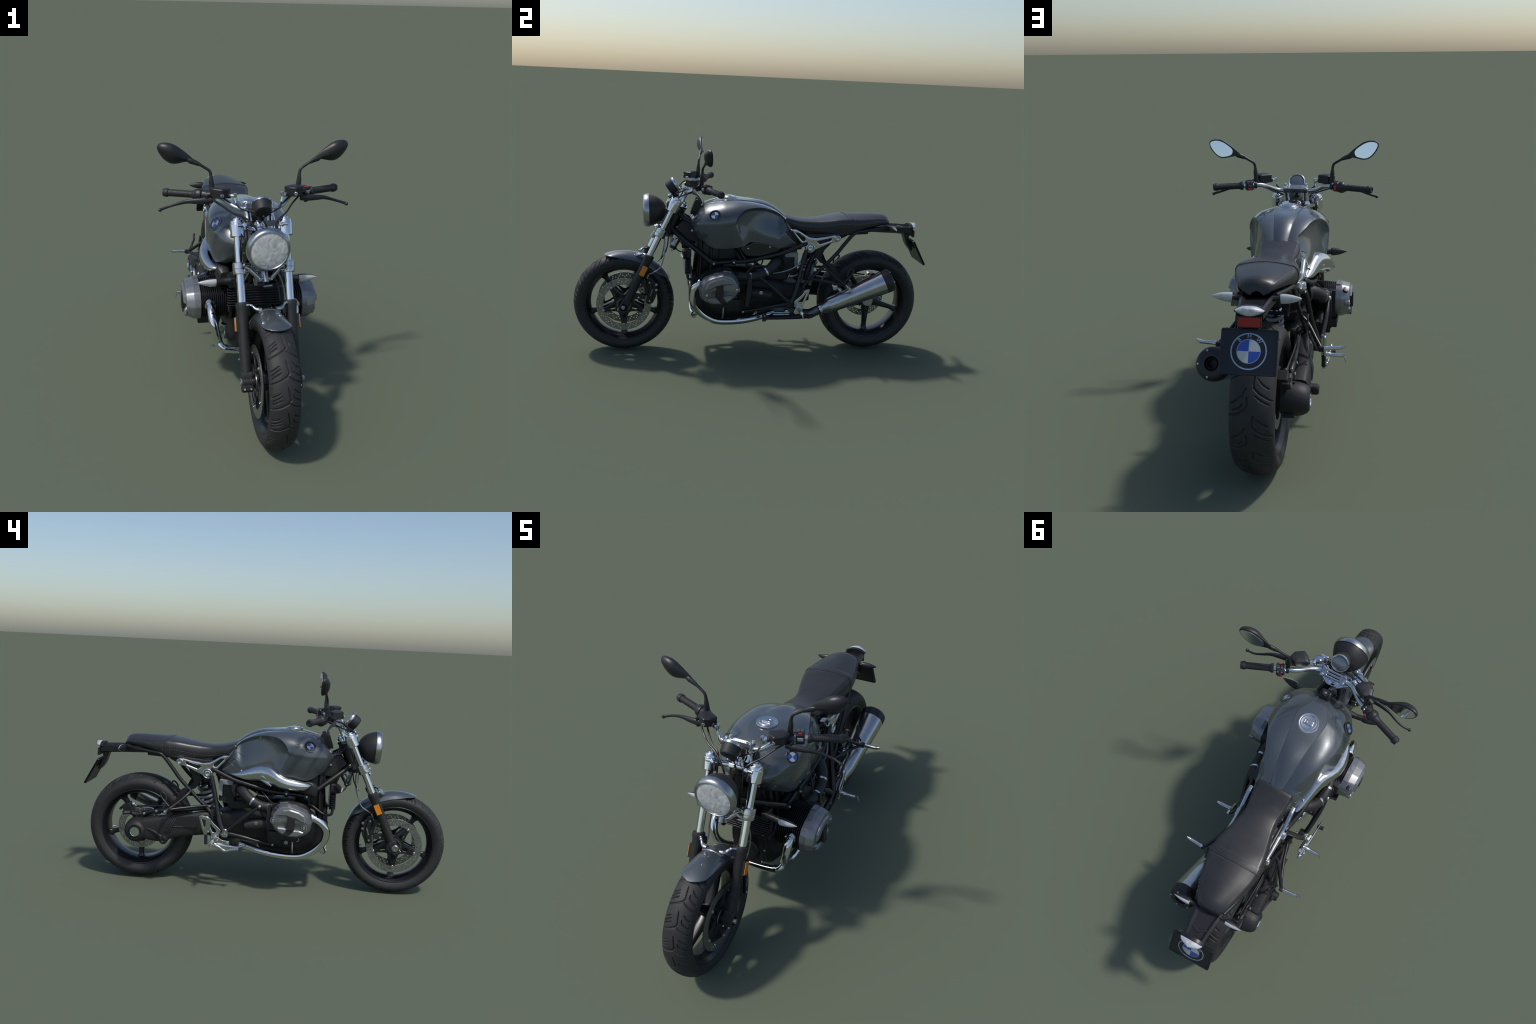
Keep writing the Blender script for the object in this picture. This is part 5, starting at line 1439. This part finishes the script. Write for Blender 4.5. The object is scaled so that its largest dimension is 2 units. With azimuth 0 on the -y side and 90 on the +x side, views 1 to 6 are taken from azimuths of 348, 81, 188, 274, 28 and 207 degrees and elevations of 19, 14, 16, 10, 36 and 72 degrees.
# battery box behind the engine
bb = box("battery_box", (0, 0.205, 0.525), (0.17, 0.085, 0.105), BLACK_MATT, None, None, 0.008)
for s in both():
    plate("battery_panel", [rounded([(0.168, 0.594), (0.246, 0.592), (0.247, 0.510), (0.228, 0.502), (0.226, 0.568), (0.170, 0.566)], 0.003)], 0.006, side_basis(0.092), GREY_BOX, bb, 0.001)
    box("tool_tray", (0.05, 0.165, 0.470), (0.08, 0.12, 0.012), BLACK_MATT, bb, None, 0.004)
box("battery_lid", (0, 0.205, 0.585), (0.165, 0.078, 0.018), GREY_BOX, bb, None, 0.003)
SX = 1
tube("breather_hose", [(0.105, 0.275, 0.595), (0.118, 0.262, 0.560), (0.125, 0.235, 0.525), (0.128, 0.180, 0.498), (0.125, 0.120, 0.483), (0.115, 0.08, 0.480)], 0.0042, HOSE_ALU, bb, seg=10)

# left side panel under the tank
lp = plate("side_panel", [rounded([(-0.090, 0.628), (-0.016, 0.662), (0.06, 0.652), (0.140, 0.630), (0.120, 0.612), (0.055, 0.592), (0.018, 0.584), (-0.052, 0.583), (-0.075, 0.605)], 0.008)], 0.035, side_basis(0.128), BLACK_GLOSS, None, 0.004)
for yy, zz in ((-0.046, 0.626), (0.075, 0.636)):
    bolt("panel_screw", (0.146, yy, zz), (1, 0, 0), 0.005, 0.002, POLISHED, lp)

# right intake cover: polished wave-shaped scoop, with its black duct
SX = -1
rows = []
for y, zu, zl, xo in ((0.184, 0.636, 0.630, 0.122), (0.165, 0.642, 0.619, 0.131), (0.123, 0.657, 0.604, 0.146), (0.085, 0.675, 0.599, 0.157), (0.045, 0.690, 0.600, 0.168), (0.015, 0.6975, 0.600, 0.178), (-0.010, 0.6975, 0.596, 0.188),
                      (-0.045, 0.687, 0.588, 0.205), (-0.080, 0.666, 0.578, 0.217), (-0.120, 0.647, 0.570, 0.220), (-0.165, 0.635, 0.567, 0.215), (-0.200, 0.627, 0.569, 0.206), (-0.228, 0.620, 0.578, 0.195), (-0.248, 0.614, 0.592, 0.180), (-0.257, 0.610, 0.602, 0.166)):
    rows.append((y, zu, zl, xo))
fy = pchip([-r[0] for r in rows], list(range(len(rows))))
fu, fl, fx_ = (pchip([-r[0] for r in rows], [r[k] for r in rows]) for k in (1, 2, 3))
fxi = pchip([-0.26, -0.25, -0.20, -0.146, -0.10, -0.043, 0.02, 0.10, 0.19], [0.150, 0.156, 0.178, 0.184, 0.178, 0.152, 0.133, 0.119, 0.110])
rings = []
for yy in np.concatenate([np.linspace(-0.184, 0.23, 64)[:-1], np.linspace(0.23, 0.257, 12)]):
    zu, zl, xo = float(fu(yy)), float(fl(yy)), float(fx_(yy))
    xi = float(fxi(-yy))
    y = -yy
    zc, hh = (zu + zl) / 2, (zu - zl) / 2
    ring = []
    for j in range(29):
        a = math.pi * j / 28
        ca, sa = math.cos(a), math.sin(a)
        xs = xi - 0.022 * (1 - ca) * 0.5
        ring.append((xs + (xo - xs) * sa ** 0.75, y, zc + hh * math.copysign(abs(ca) ** 0.9, ca)))
    rings.append(ring)
sc_ = loft("intake_cover", rings, POLISHED, None, angle=50)
for yy, zz, xx in ((0.023, 0.688, 0.139), (0.124, 0.654, 0.126)):
    bolt("scoop_screw", (xx, yy, zz), (0.6, 0, 0.8), 0.0075, 0.004, CHROME, sc_)
tube("scoop_vent", [(0.160, 0.036, 0.643), (0.178, 0.008, 0.638), (0.188, -0.026, 0.620)], [0.003, 0.009, 0.004], POLISHED, sc_, seg=12, flat=0.5)
tube("scoop_vent", [(0.166, 0.018, 0.618), (0.178, -0.008, 0.612), (0.190, -0.042, 0.592)], [0.003, 0.009, 0.004], POLISHED, sc_, seg=12, flat=0.5)
rings = []
for y, zu, zl, xo, xi in ((0.10, 0.668, 0.61, 0.115, 0.09), (0.0, 0.704, 0.606, 0.132, 0.09), (-0.05, 0.692, 0.60, 0.146, 0.09), (-0.10, 0.662, 0.585, 0.160, 0.10), (-0.16, 0.640, 0.568, 0.168, 0.10), (-0.21, 0.629, 0.552, 0.166, 0.10), (-0.250, 0.622, 0.542, 0.164, 0.10), (-0.268, 0.618, 0.538, 0.163, 0.10), (-0.288, 0.598, 0.538, 0.148, 0.10)):
    zc, hh = (zu + zl) / 2, (zu - zl) / 2
    ring = []
    for j in range(24):
        a = 2 * math.pi * j / 24
        ring.append(((xo + xi) / 2 + (xo - xi) / 2 * math.copysign(abs(math.cos(a)) ** 0.6, math.cos(a)), y, zc + hh * math.copysign(abs(math.sin(a)) ** 0.6, math.sin(a))))
    rings.append(ring)
duct = loft("intake_duct", rings, BLACK, sc_, angle=40)
SX = 1
tg = text_geo("nineT", 0.034, basis((-0.2150, -0.150, 0.598), (0.12, -1, -0.20), (0.25, -0.15, 1)), 0.0015)
mk("cover_lettering", tg[0], tg[1], STEEL_DARK, sc_, kind="stuff")

# ------------------------------------------------------------------ exhaust
head = None
for s in both():
    start = [(0.190, -0.300, 0.438), (0.191, -0.322, 0.427), (0.189, -0.340, 0.405)] if s > 0 else [(0.190, -0.255, 0.440), (0.191, -0.290, 0.428), (0.190, -0.325, 0.402)]
    hd = tube("exhaust_header", start + [(0.184, -0.3465, 0.365), (0.174, -0.342, 0.320), (0.160, -0.315, 0.276), (0.150, -0.270, 0.236), (0.145, -0.215, 0.210), (0.142, -0.150, 0.204), (0.138, -0.070, 0.208), (0.128, 0.000, 0.217), (0.112, 0.060, 0.228), (0.10, 0.12, 0.240)],
              0.0193, CHROME, None, seg=24)
    lathe("header_flange", [(0.018, -0.006), (0.026, -0.006), (0.028, 0), (0.026, 0.010), (0.018, 0.012)], (0.190, -0.308 if s > 0 else -0.262, 0.436), (0, -1, -0.3), CHROME, hd, 28, True)
    lathe("pipe_joint", [(0.018, -0.003), (0.0212, -0.002), (0.0212, 0.002), (0.018, 0.003)], (0.138, -0.078, 0.2075), (0, 1, 0.05), CHROME, hd, 28, True)
    lathe("pipe_joint", [(0.016, -0.008), (0.0195, -0.007), (0.0195, 0.007), (0.016, 0.008)], (0.128, -0.337, 0.243), (1, 0.05, 0.1), CHROME, hd, 28, True)
xo = tube("crossover_pipe", [(0.160, -0.312, 0.278), (0.148, -0.330, 0.255), (0.125, -0.338, 0.242), (0.07, -0.342, 0.236), (0, -0.343, 0.235), (-0.07, -0.342, 0.236), (-0.125, -0.338, 0.242), (-0.148, -0.330, 0.255), (-0.160, -0.312, 0.278)], 0.0165, CHROME, None, seg=20)
coll = tube("exhaust_collector", [(0.0, 0.03, 0.235), (0.0, 0.10, 0.238), (0.04, 0.18, 0.238), (0.09, 0.25, 0.238), (0.13, 0.315, 0.244), (0.147, 0.375, 0.275)], [0.05, 0.055, 0.045, 0.032, 0.027, 0.0265], STEEL_DARK, None, seg=24)
S0, S1 = V((0.150, 0.384, 0.2795)), V((0.1751, 0.7343, 0.4455))
sd = (S1 - S0)
SL = sd.length
sil = lathe("silencer", [(0, -0.004), (0.027, -0.004), (0.0285, 0.002), (0.0285, 0.008), (0.030, 0.010), (0.033, 0.022), (0.041, 0.046), (0.044, 0.060), (0.0465, 0.10), (0.0535, 0.20), (0.0605, 0.30), (0.0655, SL - 0.002), (0.0645, SL), (0, SL)], S0, sd, STEEL, None, 56)
lathe("silencer_clamp", [(0.027, -0.010), (0.0305, -0.010), (0.0315, -0.004), (0.0305, 0.002), (0.027, 0.002)], S0, sd, POLISHED, sil, 36, True)
lathe("silencer_end_cap", [(0.064, SL - 0.001), (0.0665, SL + 0.001), (0.0662, SL + 0.030), (0.0635, SL + 0.041), (0.056, SL + 0.049), (0.042, SL + 0.052), (0.028, SL + 0.051), (0.0265, SL + 0.048), (0.0265, SL + 0.01), (0, SL + 0.01)], S0, sd, BLACK, sil, 56)
lathe("outlet_ring", [(0.019, SL + 0.018), (0.022, SL + 0.018), (0.0225, SL + 0.044), (0.021, SL + 0.0455), (0.019, SL + 0.044)], S0, sd, BLACK_SATIN, sil, 36, True)
a_, u_, w_ = frame_of(sd)
for k in range(5):
    t = 2 * math.pi * k / 5 + 0.4
    p = S0 + a_ * (SL + 0.0495) + (u_ * math.cos(t) + w_ * math.sin(t)) * 0.0525
    bolt("cap_screw", p, a_ + (u_ * math.cos(t) + w_ * math.sin(t)) * 0.4, 0.0050, 0.003, POLISHED, sil)
lathe("hanger_boss", [(0, 0.130), (0.007, 0.130), (0.009, 0.133), (0.014, 0.132), (0.0175, 0.128), (0.0175, 0.105), (0, 0.105)], (0, 0.465, 0.398), (1, 0, 0), POLISHED, sil, 32)
tube("silencer_hanger", [(0.118, 0.472, 0.396), (0.122, 0.490, 0.388), (0.128, 0.502, 0.372)], [0.012, 0.011, 0.012], POLISHED, sil, seg=12)
tube("hanger_hook", [(0.150, 0.515, 0.425), (0.160, 0.530, 0.400), (0.168, 0.548, 0.398), (0.160, 0.555, 0.415)], 0.006, POLISHED, sil, seg=10)
tube("hanger_strut", [(0.128, 0.400, 0.535), (0.135, 0.455, 0.480), (0.140, 0.520, 0.425)], 0.009, BLACK_SATIN, sil, seg=12)

# ------------------------------------------------------------------ swingarm, final drive, shock
SX = -1
rings = []
for y, z0, z1_, x0, x1 in ((0.655, 0.256, 0.362, 0.104, 0.175), (0.60, 0.242, 0.376, 0.104, 0.175), (0.545, 0.240, 0.384, 0.104, 0.176), (0.50, 0.258, 0.388, 0.104, 0.173), (0.46, 0.270, 0.393, 0.104, 0.167), (0.40, 0.280, 0.402, 0.102, 0.160), (0.34, 0.286, 0.416, 0.094, 0.152), (0.29, 0.290, 0.420, 0.070, 0.145), (0.24, 0.300, 0.410, 0.040, 0.125)):
    ring = []
    zc, hh, xc, hx = (z0 + z1_) / 2, (z1_ - z0) / 2, (x0 + x1) / 2, (x1 - x0) / 2
    for j in range(28):
        a = 2 * math.pi * j / 28
        ring.append((xc + hx * math.copysign(abs(math.cos(a)) ** 0.5, math.cos(a)), y, zc + hh * math.copysign(abs(math.sin(a)) ** 0.6, math.sin(a))))
    rings.append(ring)
swing = loft("swingarm", rings, BLACK_MATT, None, angle=35)
tube("swingarm_rib", [(0.176, 0.62, 0.315), (0.178, 0.58, 0.300), (0.184, 0.54, 0.275)], [0.004, 0.008, 0.010], BLACK_MATT, swing, seg=10)
tube("swingarm_rib", [(0.174, 0.500, 0.334), (0.166, 0.44, 0.333), (0.155, 0.36, 0.332)], 0.004, BLACK_MATT, swing, seg=8)
for k in range(3):
    tube("boot_fold", [(0.158, 0.485 - 0.012 * k, 0.385), (0.174, 0.505 - 0.012 * k, 0.345), (0.174, 0.525 - 0.012 * k, 0.300)], 0.006, BLACK_MATT, swing, seg=10)
plate("swingarm_plate", [rounded([(0.50, 0.334), (0.47, 0.384), (0.36, 0.396), (0.345, 0.330)], 0.008)], 0.030, side_basis(0.152), BLACK, swing, 0.002)
rod("swingarm_pivot", (0.110, 0.526, 0.262), (0.203, 0.526, 0.262), 0.023, BLACK_MATT, swing, 0.004)
lathe("pivot_cap", [(0, 0.204), (0.005, 0.204), (0.008, 0.207), (0.018, 0.207), (0.021, 0.203), (0, 0.201)], (0, 0.526, 0.262), (1, 0, 0), BLACK_SATIN, swing, 32)
fd = lathe("final_drive", [(0, 0.180), (0.0265, 0.180), (0.0355, 0.180), (0.0365, 0.187), (0.042, 0.186), (0.052, 0.178), (0.061, 0.162), (0.066, 0.140), (0.067, 0.115), (0.066, 0.078), (0.045, 0.068), (0, 0.068)], RA, (1, 0, 0), BLACK_MATT, None, 48)
lathe("hub_disc", [(0, 0.186), (0.024, 0.186), (0.0258, 0.189), (0.0262, 0.179), (0, 0.179)], RA, (1, 0, 0), CHROME, fd, 40)
for k in range(24):
    t = 2 * math.pi * k / 24
    box("hub_rib", RA + V((0.1825, 0.031 * math.cos(t), 0.031 * math.sin(t))), (0.004, 0.007, 0.003), BLACK_MATT, fd, Matrix.Rotation(t, 3, 'X'), 0.0006, 1)
for k in range(9):
    t = math.radians(85 + 30 * k)
    c = RA + V((0.105, 0.068 * math.cos(t), 0.066 * math.sin(t)))
    box("cooling_rib", c, (0.045, 0.018, 0.006), BLACK_MATT, fd, Matrix.Rotation(t, 3, 'X'), 0.002)
rc = box("rear_caliper", (0.085, 0.748, 0.405), (0.052, 0.052, 0.050), BLACK_SATIN, None, Matrix.Rotation(-0.45, 3, 'X'), 0.008, 3)
plate("caliper_cover", [rounded([(0.715, 0.398), (0.722, 0.378), (0.768, 0.370), (0.775, 0.386), (0.765, 0.396)], 0.006)], 0.014, side_basis(0.115), BLACK_SATIN, rc, 0.003)
tube("caliper_arm", [(0.10, 0.745, 0.385), (0.105, 0.70, 0.372), (0.105, 0.66, 0.380)], 0.012, BLACK_MATT, rc, seg=12)
rod("caliper_pin", (0.09, 0.785, 0.402), (0.115, 0.785, 0.400), 0.007, BLACK_SATIN, rc)
SX = 1
tg = text_geo("BMW", 0.013, basis((-0.1225, 0.746, 0.3845), (0, -1, 0.10), (0, 0.10, 1)), 0.0006)
mk("caliper_lettering", tg[0], tg[1], GREY_BOX, rc, kind="stuff")
SX = -1
tube("brake_line", [(0.085, 0.715, 0.425), (0.085, 0.700, 0.412), (0.090, 0.680, 0.402), (0.095, 0.660, 0.408), (0.095, 0.62, 0.412), (0.10, 0.59, 0.400)], 0.0042, POLISHED, rc, seg=10)
rod("line_banjo", (0.075, 0.718, 0.425), (0.100, 0.716, 0.430), 0.008, CHROME, rc)
# torque arm
ta = tube("torque_arm", [(0.100, 0.665, 0.362), (0.105, 0.640, 0.385), (0.108, 0.587, 0.400), (0.108, 0.52, 0.406), (0.105, 0.42, 0.418), (0.098, 0.30, 0.432)], [0.016, 0.014, 0.013, 0.012, 0.012, 0.012], BLACK_SATIN, None, seg=16)
for yy, zz in ((0.650, 0.384), (0.583, 0.401)):
    bolt("arm_bolt", (0.122, yy, zz), (1, 0, 0), 0.008, 0.004, POLISHED, ta)
tube("sensor_cable", [(0.095, 0.70, 0.415), (0.10, 0.62, 0.425), (0.105, 0.52, 0.432), (0.105, 0.40, 0.445)], 0.0045, CABLE, ta, seg=8)
tube("sensor_cable", [(0.105, 0.66, 0.395), (0.112, 0.62, 0.392), (0.116, 0.56, 0.388)], 0.006, BLACK_SATIN, ta, seg=8)
lathe("swing_hinge", cyl_prof(0.022, 0, 0.05, 0.004), (0.095, 0.262, 0.418), (1, 0, 0), BLACK_MATT, ta, 24)
bolt("hinge_bolt", (0.150, 0.226, 0.418), (1, 0, 0), 0.009, 0.005, POLISHED, ta)
SX = 1
# shock absorber with coil spring
T0, T1 = V((0.004, 0.312, 0.375)), V((0.004, 0.338, 0.575))
ta_, tu, tw = frame_of(T1 - T0)
shock = lathe("shock_absorber", [(0, -0.02), (0.017, -0.02), (0.018, 0.0), (0.018, 0.10), (0.012, 0.11), (0.012, 0.15), (0.026, 0.152), (0.028, 0.156), (0.028, 0.176), (0.022, 0.180), (0.030, 0.184), (0.030, 0.208), (0.024, 0.212), (0, 0.212)], T0, T1 - T0, BLACK_SATIN, None, 32)
lathe("spring_seat", [(0.015, 0.150), (0.031, 0.150), (0.033, 0.154), (0.033, 0.164), (0.030, 0.168), (0.015, 0.168)], T0, T1 - T0, POLISHED, shock, 32, True)
hel = []
turns = 5.0
for k in range(int(turns * 20) + 1):
    t = k / 20
    hel.append(T0 + ta_ * (0.012 + 0.138 * t / turns) + (tu * math.cos(2 * math.pi * t) + tw * math.sin(2 * math.pi * t)) * 0.0315)
tube("coil_spring", hel, 0.0088, SPRING, shock, seg=12, per=1, curve=False)
tube("preload_adjuster", [(0.062, 0.342, 0.575), (0.066, 0.322, 0.520), (0.070, 0.304, 0.455), (0.072, 0.300, 0.430)], [0.014, 0.0165, 0.0175, 0.013], BLACK, shock, seg=18)
tube("shock_hose", [(0.02, 0.335, 0.56), (0.05, 0.345, 0.59), (0.062, 0.342, 0.575)], 0.006, CABLE, shock, seg=8)
plate("shock_mount", [smooth2([(0.345, 0.585), (0.385, 0.640), (0.420, 0.640), (0.398, 0.590), (0.392, 0.555), (0.410, 0.530), (0.385, 0.528), (0.362, 0.555)])], 0.012, side_basis(0.062), BLACK_MATT, shock, 0.003)
plate("shock_mount", [smooth2([(0.345, 0.585), (0.385, 0.640), (0.420, 0.640), (0.398, 0.590), (0.392, 0.555), (0.410, 0.530), (0.385, 0.528), (0.362, 0.555)])], 0.012, side_basis(-0.062), BLACK_MATT, shock, 0.003)
tube("cross_tube", [(0.13, 0.335, 0.530), (0, 0.37, 0.528), (-0.13, 0.335, 0.530)], 0.008, BLACK_SATIN, shock, seg=12)
box("under_seat_tray", (0, 0.47, 0.705), (0.15, 0.36, 0.03), BLACK_MATT, None, Matrix.Rotation(0.06, 3, 'X'), 0.006)
box("under_tank_tray", (0, 0.20, 0.650), (0.15, 0.14, 0.09), BLACK_MATT, None, None, 0.01)
